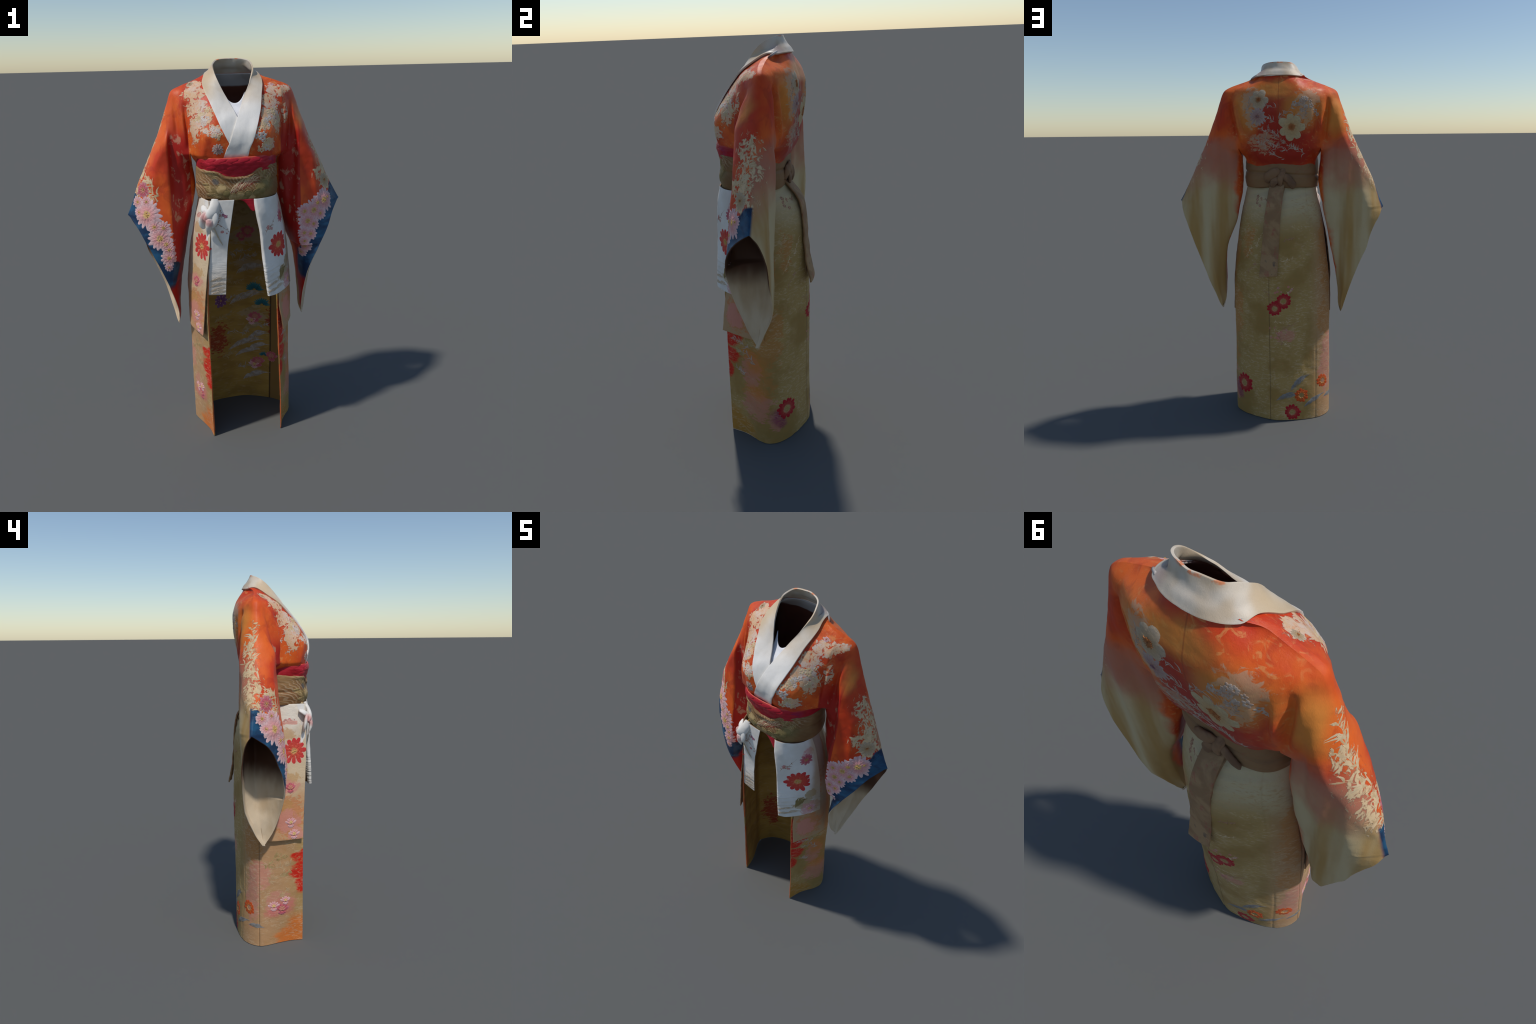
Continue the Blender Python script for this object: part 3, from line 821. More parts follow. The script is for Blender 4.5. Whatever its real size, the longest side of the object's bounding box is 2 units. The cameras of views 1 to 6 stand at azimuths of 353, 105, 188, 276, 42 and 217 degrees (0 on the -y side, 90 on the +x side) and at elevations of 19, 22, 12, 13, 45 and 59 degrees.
    def lace(self, mask, scale=38, lo=.46, hi=.54, stretch=(1, 1, 1), off=(0, 0, 0), dist=.6, rot=(0, 0, 0)):
        """ragged, petal-grained fill that gets denser where mask is high"""
        n = self.noise(scale, stretch=stretch, detail=6.0, rough=.62, dist=dist, off=off, rot=rot)
        v = self.add(n, self.mul(self.math('SUBTRACT', mask, .5), .34))
        return self.mul(self.step(v, lo, hi), self.step(mask, .02, .2))
    def bump(self, v, dist, strength=1.0):
        n = self.N.new("ShaderNodeBump"); n.inputs["Distance"].default_value = dist; n.inputs["Strength"].default_value = strength
        self.put(n.inputs["Height"], v)
        if self.h is not None: self.L.new(self.h, n.inputs["Normal"])
        self.h = n.outputs[0]
    def done(self, col, rough=None):
        # woven grain over everything
        g = self.noise(420, stretch=(1, 1, .35), detail=2.0)
        f = self.math('MULTIPLY_ADD', g, .16, .92)
        hs = self.N.new("ShaderNodeHueSaturation"); self.put(hs.inputs["Color"], col); self.put(hs.inputs["Value"], f)
        self.L.new(hs.outputs[0], self.b.inputs["Base Color"])
        self.bump(g, .0006, .5)
        self.L.new(self.h, self.b.inputs["Normal"])
        if rough is not None: self.put(self.b.inputs["Roughness"], rough)
        return self.m

def mat_robe():
    c = Cloth("robe_silk", rough=.50, sheen=.03, spec=.30)
    W = c.warp(7.0, .085); Wf = c.warp(22.0, .040, 5.0)
    low = c.noise(3.6, detail=2.0, off=(3, 1, 2)); mid = c.noise(9.0, stretch=(1, 1, .45), detail=4.0, off=(1, 4, 2))
    base = c.mix((.57, .042, .008), (.77, .130, .014), c.step(c.add(low, c.mul(mid, .6)), .64, .94))
    gilt = c.step(c.noise(24.0, stretch=(1, 1, 1.3), detail=6.0, dist=1.8, off=(8, 3, 1)), .54, .66)
    base = c.mix(base, (.70, .32, .10), c.mul(c.mul(gilt, c.step(c.ax, .30, .22)), .50))
    rust = c.step(c.noise(13.0, stretch=(1, 1, .7), detail=5.0, dist=1.2, off=(2, 6, 9)), .50, .64)
    base = c.mix(base, (.40, .030, .008), c.mul(rust, .45))
    # deep red: lower back, under the bust
    base = c.mix(base, (.36, .018, .008), c.mul(c.blobs([((-.02, .18, 1.62), (.15, .07, .19)), ((.05, .18, 1.72), (.05, .06, .12)), ((0, .14, 1.52), (.20, .08, .09))], .5, W), .92))
    base = c.mix(base, (.50, .035, .010), c.mul(c.blobs([((-.13, -.20, 1.58), (.07, .08, .05)), ((.14, -.18, 1.57), (.08, .08, .05))], .6, W), .75))
    # golden brown glow on the shoulder blades
    base = c.mix(base, (.66, .27, .045), c.mul(c.blobs([((-.13, .17, 1.76), (.10, .08, .09)), ((.17, .15, 1.74), (.06, .09, .12)), ((.02, .17, 1.85), (.12, .06, .05)), ((.33, .02, 1.66), (.03, .05, .12)), ((-.30, .10, 1.72), (.05, .05, .1))], .6, W), .7))
    # red sleeve front inside the pleat
    inner = c.mul(c.mul(c.mx(c.step(c.ax, .336, .330), c.step(c.z, .945, .915)), c.step(c.ax, .226, .232)), c.mul(c.step(c.math('MULTIPLY_ADD', c.step(c.ax, .33, .28), -.028, c.y), .035, .010), c.step(c.z, 1.76, 1.60)))
    base = c.mix(base, (.42, .014, .008), inner)
    fleck = c.lace(c.mul(inner, c.mul(c.step(c.z, 1.02, 1.20), .62)), scale=30, lo=.60, hi=.68, stretch=(1, 1, .6), off=(2, 2, 7))
    base = c.mix(base, (.50, .25, .15), c.mul(fleck, .75))
    # sleeve backs: fade through rose to straw silk
    zz = c.add(c.z, c.mul(c.math('SUBTRACT', c.noise(6.0, detail=4.0, off=(9, 2, 0)), .5), .26))
    yb = c.add(c.y, c.mul(c.math('SUBTRACT', c.noise(11.0, detail=4.0, off=(0, 5, 4)), .5), .060))
    yb = c.math('SUBTRACT', yb, c.mul(c.mul(c.step(c.x, 0, .1), c.step(c.z, 1.12, 1.30)), .022))
    yb = c.add(yb, c.mul(c.mul(c.step(c.ax, .335, .29), c.step(c.z, 1.52, 1.40)), -.022))
    yb = c.add(yb, c.mul(c.step(c.z, .90, .76), .050))
    arm = c.step(c.ax, .222, .245)
    back = c.mul(arm, c.step(yb, .030, .058))
    rose = c.mul(back, c.step(zz, 1.64, 1.50)); straw = c.mul(back, c.step(zz, 1.51, 1.27))
    base = c.mix(base, (.47, .17, .10), rose)
    strawc = c.mix((.56, .44, .25), (.42, .25, .08), c.step(c.noise(3.2, stretch=(2.2, 1, .25), detail=3.0), .45, .68))  # straw deepened and saturated to carry the target's shade on the sleeves
    base = c.mix(base, strawc, straw)
    # pine-needle cream sprays along the sleeve ridge
    ridge = c.blobs([((-.395, .065, 1.63), (.035, .05, .075)), ((-.430, .065, 1.53), (.05, .05, .08)), ((-.465, .05, 1.45), (.06, .06, .075)), ((-.50, .03, 1.37), (.06, .06, .06)),
                     ((-.46, -.03, 1.40), (.06, .05, .05)), ((-.43, -.05, 1.33), (.04, .04, .03)), ((-.355, .03, 1.79), (.02, .05, .07)),
                     ((.40, .04, 1.58), (.05, .07, .07)), ((.44, .05, 1.50), (.06, .07, .08)), ((.48, .03, 1.43), (.06, .07, .07)), ((.45, -.02, 1.42), (.06, .05, .05)), ((.50, .03, 1.36), (.05, .07, .05))], .6)
    sp = c.lace(c.mul(ridge, .72), scale=30, lo=.51, hi=.58, stretch=(1.5, 1, .7), off=(5, 1, 1), dist=1.4)
    base = c.mix(base, (.66, .47, .27), sp)
    # cream lace blossom over shoulders and chest
    chest = c.blobs([((-.185, -.03, 1.835), (.065, .07, .045)), ((-.175, -.08, 1.775), (.060, .06, .055)), ((-.155, -.13, 1.725), (.055, .07, .045)), ((-.115, -.19, 1.675), (.050, .06, .030)),
                     ((-.195, -.12, 1.68), (.035, .08, .075)), ((.205, -.02, 1.84), (.055, .06, .04)), ((.175, -.07, 1.79), (.050, .06, .05)), ((.150, -.12, 1.735), (.035, .07, .04)),
                     ((.135, -.16, 1.69), (.030, .06, .035)), ((.200, -.10, 1.70), (.035, .07, .07)), ((.155, -.18, 1.60), (.050, .05, .035)), ((.255, -.02, 1.73), (.022, .05, .06)),
                     ((-.18, .02, 1.875), (.04, .05, .03)), ((.25, .03, 1.85), (.05, .05, .02))], .45, Wf)
    lc = c.lace(c.mul(chest, .86), scale=34, lo=.50, hi=.55, dist=1.2)
    creamc = c.mix((.66, .46, .28), (.62, .52, .44), c.step(c.noise(8.0, off=(4, 4, 4)), .42, .62))
    creamc = c.mix(creamc, (.70, .27, .10), c.mul(c.step(c.noise(70.0, detail=4.0, dist=1.5, off=(1, 9, 3)), .50, .60), .45))
    base = c.mix(base, creamc, c.mul(lc, .92))
    # frosted cream and lilac sprays on the back
    bk = c.blobs([((.135, .16, 1.80), (.06, .05, .08)), ((.13, .18, 1.71), (.06, .05, .06)), ((-.16, .15, 1.81), (.07, .06, .05)), ((-.15, .18, 1.74), (.05, .06, .09)), ((-.10, .19, 1.66), (.05, .05, .05)), ((.09, .17, 1.58), (.10, .05, .06))], .6, Wf)
    base = c.mix(base, c.mix((.52, .34, .15), (.46, .34, .26), mid), c.mul(c.lace(bk, scale=26, lo=.52, hi=.62, stretch=(1, 1, 1.4), dist=1.6), .62))
    sm = c.mul(c.step(c.math('ABSOLUTE', c.add(c.x, .006)), .0032, .0012), c.step(c.y, .08, .11))
    base = c.mix(base, (.24, .03, .010), c.mul(sm, .4))
    # indigo cuff corner
    line = c.math('MULTIPLY_ADD', c.ax, -1.85, c.z)
    line = c.add(line, c.mul(c.math('SUBTRACT', c.noise(16.0, detail=4.0), .5), .06))
    cuff = c.mul(c.mul(c.step(line, .418, .398), c.step(c.math('MULTIPLY_ADD', c.z, .30, c.ax), .592, .606)), c.mul(c.step(c.math('MULTIPLY_ADD', c.mul(c.step(c.x, 0, .1), c.step(c.ax, .36, .42)), -.028, c.y), .054, .044), c.step(c.z, .84, .88)))
    indigo = c.mix((.007, .028, .075), (.014, .080, .165), c.step(c.noise(14.0, stretch=(.5, 1, 1.6), detail=3.0), .40, .66))
    cuff = c.mul(cuff, c.inv(c.mul(c.step(c.ax, .36, .335), c.step(c.y, -.01, .015))))
    base = c.mix(base, indigo, c.mul(cuff, c.inv(c.mul(back, c.step(c.z, 1.20, 1.12)))))
    # relief: threads of the embroidery and soft silk ripples
    c.bump(c.mx(lc, sp), .0016, .8)
    c.bump(c.noise(60.0, detail=5.0, dist=1.0), .0012, .5)
    c.bump(c.noise(10.0, stretch=(1.2, 1.2, .35), detail=3.0), .006, .35)
    return c.done(base, c.math('MULTIPLY_ADD', c.mx(lc, sp, back), .22, .46))

def mat_sleeve_lining():
    c = Cloth("robe_lining", rough=.6)
    n = c.noise(7.0, stretch=(1, 1, .4), detail=3.0)
    cream = c.mix((.62, .49, .34), (.50, .36, .22), c.step(n, .4, .65))
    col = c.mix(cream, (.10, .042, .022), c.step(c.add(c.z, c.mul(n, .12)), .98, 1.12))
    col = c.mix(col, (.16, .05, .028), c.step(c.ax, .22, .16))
    col = c.mix(col, (.55, .50, .46), c.mul(c.step(c.add(c.z, c.mul(n, .02)), 1.872, 1.882), c.mul(c.step(c.ax, .16, .13), c.step(c.y, -.02, .03))))
    c.bump(c.noise(30.0, stretch=(2, 2, .3)), .002, .4)
    return c.done(col)

def mat_collar():
    c = Cloth("collar_silk", rough=.45, sheen=.02, spec=.3)
    n = c.noise(5.0, detail=3.0); fine = c.noise(40.0, stretch=(2.5, 1, .25), detail=3.0)
    col = c.mix((.82, .78, .72), (.75, .69, .60), c.step(n, .42, .64))
    bk = c.step(c.add(c.y, c.mul(c.math('SUBTRACT', n, .5), .10)), -.19, -.04)
    col = c.mix(col, c.mix((.62, .53, .42), (.54, .41, .27), c.step(c.noise(9.0, detail=2.0, off=(4, 4, 1)), .42, .62)), c.mul(bk, .9))
    tan = c.blobs([((-.115, .015, 1.895), (.05, .06, .06)), ((-.12, -.05, 1.83), (.035, .05, .06)), ((.13, .02, 1.89), (.045, .05, .05))], .7, c.warp(8.0, .05))
    col = c.mix(col, (.60, .44, .26), c.mul(tan, .62))
    col = c.mix(col, (.55, .34, .33), c.mul(c.blob((.10, .10, 1.95), (.025, .03, .02), .8), .4))
    # a little silk colour rubbed onto the rim behind and at the sash
    rim = c.mul(c.blobs([((.0, .10, 2.0), (.07, .03, .006)), ((-.06, .085, 1.997), (.02, .03, .006))], .4), c.step(c.noise(40.0), .5, .6))
    col = c.mix(col, (.72, .20, .06), c.mul(rim, .8))
    col = c.mix(col, (.72, .12, .09), c.mul(c.step(c.z, 1.572, 1.545), .75))
    c.bump(fine, .0012, .35)
    c.bump(c.noise(14.0, detail=2.0), .004, .3)
    return c.done(col)

def mat_skirt():
    c = Cloth("skirt_silk", rough=.58)
    W = c.warp(7.0, .09); Wf = c.warp(24.0, .05, 5.0)
    n = c.noise(5.0, detail=4.0, off=(2, 0, 1)); f = c.noise(26.0, detail=5.0, dist=1.2)
    straw = c.mix((.41, .27, .095), (.32, .20, .060), c.step(n, .40, .64))  # base tone darkened partway toward the shade baked on the skirt's back
    base = c.mix(straw, (.46, .26, .125), c.step(c.x, -.15, -.25))
    # pale silk below the obi
    base = c.mix(base, (.58, .48, .29), c.mul(c.step(c.add(c.z, c.mul(c.math('SUBTRACT', n, .5), .25)), 1.08, 1.30), .8))
    # golden and dusty rose clouds at the sides
    side = c.blobs([((.27, .03, .95), (.06, .07, .20)), ((.26, .06, .62), (.06, .09, .16)), ((.27, -.03, .35), (.06, .09, .16)), ((-.26, .07, .95), (.06, .06, .22)), ((-.26, .07, .60), (.05, .05, .12)), ((.20, .15, 1.06), (.06, .05, .10))], .6, W)
    base = c.mix(base, (.46, .20, .055), c.mul(c.lace(side, scale=20, lo=.47, hi=.60, stretch=(1, 1, 1.5), dist=1.5), .70))
    rose = c.blobs([((-.235, -.06, .245), (.05, .09, .055)), ((-.26, .03, .42), (.05, .07, .09)), ((-.265, .08, .27), (.04, .05, .14)), ((.25, -.05, .42), (.05, .06, .10)), ((.26, -.03, .22), (.06, .09, .10)), ((.26, .06, .13), (.04, .05, .06)), ((-.03, .20, .52), (.055, .05, .035))], .5, W)
    base = c.mix(base, (.56, .215, .17), c.mul(c.lace(rose, scale=30, lo=.47, hi=.58, stretch=(.7, .7, 1.4), dist=1.4), .62))
    hot = c.blobs([((-.215, -.09, .225), (.045, .06, .045)), ((-.245, -.03, .19), (.03, .05, .03))], .5, Wf)
    base = c.mix(base, (.58, .13, .13), c.mul(hot, .7))
    vio = c.blobs([((.262, .085, .16), (.035, .035, .05)), ((.245, .105, .115), (.02, .03, .03))], .5, Wf)
    base = c.mix(base, (.24, .030, .09), c.mul(vio, .8))
    # vermilion tongues along the front edges
    Wt = c.warp(11.0, .13, 5.0, (1, .30, 1.7))
    red = c.blobs([((-.185, -.205, .505), (.06, .085, .040)), ((-.185, -.205, .420), (.06, .120, .050)), ((-.185, -.205, .335), (.05, .060, .050)),
                   ((.195, -.195, .70), (.06, .075, .09)), ((.2, -.195, .585), (.06, .120, .050)), ((.2, -.195, .475), (.06, .110, .050)), ((.2, -.195, .385), (.05, .050, .05))], .18, Wt)
    base = c.mix(base, (.56, .020, .008), red)
    yy = c.add(c.y, c.mul(c.math('SUBTRACT', c.noise(13.0, stretch=(1, .28, 1.5), detail=5.0, off=(0, 2, 5)), .5), .20))
    low = c.mul(c.step(c.add(yy, c.mul(c.z, .45)), -.02, -.075), c.step(c.z, .20, .12))
    base = c.mix(base, c.mix((.62, .15, .02), (.42, .20, .03), c.step(c.x, -.1, .1)), c.mul(low, .85))
    ora = c.blobs([((.258, -.02, .46), (.05, .05, .05)), ((.245, -.05, .52), (.05, .06, .03)), ((.255, -.02, .30), (.05, .05, .04))], .6, Wf)
    base = c.mix(base, (.56, .19, .03), c.mul(ora, .7))
    stitch = c.step(c.noise(44.0, stretch=(.55, .55, 1.7), detail=5.0, dist=1.8, off=(6, 1, 3)), .50, .62)
    base = c.mix(base, c.mix((.60, .46, .30), (.40, .20, .06), c.step(n, .45, .6)), c.mul(stitch, .38))
    # fine stitched relief
    c.bump(f, .0022, .55)
    c.bump(c.noise(34.0, stretch=(.7, .7, 2.2), detail=4.0, dist=.8), .0016, .5)
    # dark seam lines
    s1 = c.step(c.math('ABSOLUTE', c.math('SUBTRACT', c.x, .052)), .0035, .0015)
    seam = c.mul(c.mul(s1, c.step(c.y, .1, .15)), c.step(c.z, .90, .80))
    s2 = c.mul(c.step(c.math('ABSOLUTE', c.math('SUBTRACT', c.y, .034)), .0035, .0015), c.step(c.x, -.2, -.24))
    base = c.mix(base, (.14, .08, .035), c.mul(c.mx(seam, s2), .6))
    return c.done(base)

def mat_skirt_lining():
    c = Cloth("skirt_lining", rough=.55)
    n = c.noise(6.0, stretch=(1, 1, 2.5), detail=3.0); f = c.noise(30.0, stretch=(.5, .5, 2.0), detail=5.0, dist=1.0)
    col = c.mix((.42, .25, .055), (.33, .185, .040), c.step(n, .4, .65))
    pale = c.lace(c.blobs([((.05, .18, 1.18), (.15, .1, .10)), ((.08, .19, 1.05), (.13, .1, .05)), ((.10, .19, .88), (.14, .1, .035)), ((.12, .19, .56), (.11, .1, .03))], .6, c.warp(9.0, .07)), scale=24, lo=.47, hi=.58, stretch=(.6, .6, 1.8), dist=1.4)
    col = c.mix(col, (.40, .30, .19), c.mul(pale, .65))
    redp = c.lace(c.blobs([((-.22, .12, .32), (.06, .08, .16)), ((-.15, .17, .42), (.09, .06, .11)), ((.22, .10, .55), (.05, .06, .12))], .6, c.warp(12.0, .06)), scale=26, lo=.50, hi=.56, stretch=(.7, .7, 1.5), dist=1.5)
    col = c.mix(col, (.32, .022, .012), c.mul(redp, .85))
    fleck = c.step(c.noise(30.0, stretch=(.45, .45, 1.9), detail=5.0, dist=2.0, off=(3, 8, 1)), .54, .64)
    col = c.mix(col, (.46, .32, .16), c.mul(fleck, .38))
    # seam between back and side lining, and hem facing
    col = c.mix(col, (.27, .15, .045), c.step(c.math('MULTIPLY_ADD', c.z, -.02, c.x), .178, .182))
    sm = c.step(c.math('ABSOLUTE', c.math('SUBTRACT', c.math('MULTIPLY_ADD', c.z, -.02, c.x), .180)), .006, .002)
    col = c.mix(col, (.05, .025, .012), c.mul(c.mul(sm, c.step(c.y, .05, .08)), .85))
    red_edge = c.mul(c.step(c.y, -.165, -.185), c.step(c.noise(9.0, detail=3.0), .45, .5))
    col = c.mix(col, (.55, .10, .03), c.mul(red_edge, .8))
    c.bump(f, .002, .6); c.bump(n, .004, .3)
    return c.done(col)

def mat_side():
    c = Cloth("side_panel_silk", rough=.6)
    W = c.warp(9.0, .06); n = c.noise(7.0, detail=4.0); f = c.noise(28.0, stretch=(1, 1, 1.8), detail=5.0, dist=1.2)
    z = c.add(c.z, c.mul(c.math('SUBTRACT', n, .5), .22))
    col = c.mix((.54, .31, .155), (.60, .46, .30), c.step(z, .80, .98))
    col = c.mix(col, (.76, .69, .58), c.step(z, 1.10, 1.28))
    col = c.mix(col, (.40, .27, .15), c.mul(c.step(c.x, .1, .2), .55))  # +x panel tinted brown for its shadowed, sun-averted face
    emb = c.lace(c.blobs([((.25, -.10, .74), (.06, .09, .10)), ((-.23, -.12, .75), (.06, .10, .13)), ((.25, -.09, 1.05), (.06, .06, .16))], .7, W), scale=26, lo=.49, hi=.58, stretch=(1, 1, 1.6), dist=1.6)
    col = c.mix(col, (.55, .17, .05), c.mul(emb, .55))
    amb = c.blobs([((-.22, -.12, .96), (.05, .08, .03)), ((-.24, -.08, .80), (.05, .06, .05)), ((-.23, -.10, 1.19), (.05, .06, .04))], .5, W)
    col = c.mix(col, (.50, .27, .09), c.mul(c.lace(amb, scale=24, lo=.46, hi=.58), .6))
    rose = c.blobs([((-.23, -.12, .915), (.05, .08, .035)), ((-.24, -.11, .73), (.05, .07, .06)), ((-.22, -.15, .66), (.04, .06, .03)), ((.25, -.10, .93), (.04, .05, .05)), ((.24, -.12, .72), (.04, .07, .06)), ((-.20, -.12, 1.255), (.04, .06, .012))], .5, W)
    col = c.mix(col, (.62, .25, .20), c.mul(c.lace(rose, scale=26, lo=.42, hi=.58), .75))
    col = c.mix(col, (.60, .23, .06), c.mul(c.step(c.y, -.01, .012), .7))
    c.bump(f, .0028, .6)
    return c.done(col)

def mat_flap():
    c = Cloth("flap_silk", rough=.5)
    n = c.noise(6.0, detail=4.0); W = c.warp(10.0, .06)
    col = c.mix((.79, .76, .71), (.70, .66, .60), c.step(n, .42, .62))
    col = c.mix(col, (.62, .50, .38), c.mul(c.mul(c.step(c.x, 0, -.05), c.step(c.z, 1.06, .92)), .55))
    ol = c.blobs([((.225, -.12, .93), (.035, .08, .045)), ((.24, -.10, .99), (.03, .05, .03))], .5, W)
    col = c.mix(col, (.40, .28, .13), c.mul(c.lace(ol, scale=26, lo=.44, hi=.55), .8))
    ro = c.blobs([((.25, -.10, .885), (.04, .07, .045)), ((.235, -.12, 1.27), (.03, .05, .03))], .5, W)
    col = c.mix(col, (.64, .30, .29), c.mul(c.lace(ro, scale=26, lo=.42, hi=.56), .75))
    col = c.mix(col, (.45, .30, .15), c.mul(c.step(c.add(c.y, c.mul(n, .05)), -.085, -.045), .7))  # white darkened to brown past the corner, where the side loses the sun
    bowp = c.blobs([((-.176, -.235, 1.265), (.016, .05, .030)), ((-.158, -.25, 1.245), (.020, .05, .02))], .5, c.warp(20.0, .03))
    col = c.mix(col, (.64, .22, .20), c.mul(bowp, .7))
    rip = c.noise(9.0, stretch=(.55, .55, 3.4), detail=4.0, dist=1.3)
    c.bump(c.mul(rip, c.step(c.z, 1.06, .94)), .016, .7)
    c.bump(c.noise(22.0, detail=3.0), .002, .4)
    return c.done(col)

def mat_obi():
    c = Cloth("obi_brocade", rough=.6)
    W = c.warp(8.0, .06); n = c.noise(7.0, detail=4.0); f = c.noise(16.0, stretch=(.7, .7, 2.6), detail=5.0, dist=2.2)
    col = c.mix((.29, .17, .070), (.20, .105, .040), c.step(n, .38, .64))
    col = c.mix(col, (.19, .145, .055), c.mul(c.blobs([((.13, -.16, 1.41), (.05, .08, .04)), ((-.09, -.20, 1.39), (.05, .06, .03)), ((.05, -.2, 1.36), (.12, .06, .02))], .5, W), .75))
    w = c.N.new("ShaderNodeTexWave"); mp = c.N.new("ShaderNodeMapping"); c.L.new(c.P, mp.inputs[0])
    mp.inputs["Scale"].default_value = (.8, .5, 1.9); mp.inputs["Rotation"].default_value = (0, .35, 0)
    c.L.new(mp.outputs[0], w.inputs["Vector"]); w.inputs["Scale"].default_value = 22; w.inputs["Distortion"].default_value = 7; w.inputs["Detail"].default_value = 3; w.inputs["Detail Scale"].default_value = 1.2
    thread = c.step(w.outputs["Fac"], .55, .85)
    swirl = c.blobs([((.03, -.20, 1.425), (.10, .06, .035)), ((-.14, -.17, 1.45), (.06, .06, .05)), ((.15, -.15, 1.47), (.06, .07, .035)), ((-.17, -.1, 1.40), (.05, .08, .06))], .5, W)
    col = c.mix(col, (.43, .31, .19), c.mul(thread, c.math('MULTIPLY_ADD', swirl, .55, .04)))
    col = c.mix(col, (.42, .045, .030), c.mul(c.step(c.math('ABSOLUTE', c.math('SUBTRACT', w.outputs["Fac"], .35)), .07, .02), c.mul(swirl, .6)))
    col = c.mix(col, (.34, .05, .04), c.mul(c.step(f, .60, .68), c.mul(c.step(c.y, .0, .12), .6)))
    col = c.mix(col, (.25, .130, .062), c.mul(c.step(c.y, .0, .08), .6))
    col = c.mix(col, (.08, .085, .09), c.mul(c.blob((-.115, -.19, 1.437), (.018, .03, .018), .3, W), .8))
    c.bump(c.mul(w.outputs["Fac"], c.add(swirl, .15)), .0012, .7); c.bump(f, .0022, .5)
    return c.done(col)

def mat_sash():
    c = Cloth("sash_silk", rough=.45)
    n = c.noise(9.0, detail=3.0)
    col = c.mix((.46, .014, .030), (.36, .010, .018), c.step(n, .4, .65))
    col = c.mix(col, (.62, .10, .06), c.mul(c.step(c.add(c.z, c.mul(n, .02)), 1.545, 1.562), .8))
    col = c.mix(col, (.22, .012, .07), c.mul(c.blob((.15, -.17, 1.52), (.04, .05, .02), .6, c.warp(14., .04)), .7))
    c.bump(c.noise(20.0, stretch=(.5, .5, 2.5), detail=3.0, dist=.8), .004, .6)
    return c.done(col)

def mat_tie(name, a, b, accents=True):
    c = Cloth(name, rough=.7)
    n = c.noise(12.0, detail=5.0, dist=.8)
    col = c.mix(a, b, c.step(n, .42, .62))
    if accents:
        col = c.mix(col, (.34, .08, .06), c.mul(c.step(c.noise(26.0, detail=4.0, off=(4, 1, 2)), .58, .68), .5))
        col = c.mix(col, (.06, .055, .06), c.mul(c.step(c.noise(30.0, detail=4.0, off=(1, 7, 2)), .60, .68), c.mul(c.step(c.z, 1.0, .9), .8)))
    c.bump(c.noise(38.0, detail=5.0), .003, .8)
    return c.done(col)

def mat_plain(name, a, b, rough=.55):
    c = Cloth(name, rough=rough)
    n = c.noise(40.0, detail=3.0)
    c.bump(n, .001, .4)
    return c.done(c.mix(a, b, c.step(n, .4, .62)))

def mat_petal(name, core, inner, outer, r_in=.30, r_out=.85, vein=.25):
    """petal colour by distance from the flower's own centre, with stitched veins"""
    c = Cloth(name, rough=.6)
    l = c.N.new("ShaderNodeVectorMath"); l.operation = 'LENGTH'
    cm = c.N.new("ShaderNodeCombineXYZ"); c.put(cm.inputs[0], c.x); c.put(cm.inputs[1], c.y); c.L.new(cm.outputs[0], l.inputs[0])
    n = c.noise(3.0, detail=3.0)
    r = c.add(l.outputs["Value"], c.mul(c.math('SUBTRACT', n, .5), .25))
    col = c.mix(core, inner, c.step(r, r_in * .55, r_in))
    col = c.mix(col, outer, c.step(r, r_in, r_out))
    v = c.noise(9.0, detail=3.0, off=(3, 3, 3))
    hs = c.N.new("ShaderNodeHueSaturation"); c.put(hs.inputs["Color"], col); c.put(hs.inputs["Value"], c.math('MULTIPLY_ADD', v, vein * 2, 1 - vein))
    c.bump(v, .003, .5)
    return c.done(hs.outputs[0])
# --------------------------------------------------------------------------
# embroidery: small raised pieces of thread work laid onto the cloth
# --------------------------------------------------------------------------
class Surface:
    def __init__(self, obs):
        V, F = [], []
        for o in obs:
            b = len(V); V.extend([v.co.copy() for v in o.data.vertices])
            F.extend([tuple(i + b for i in p.vertices) for p in o.data.polygons])
        self.bvh = BVHTree.FromPolygons(V, F)
        self.parent = obs[0]

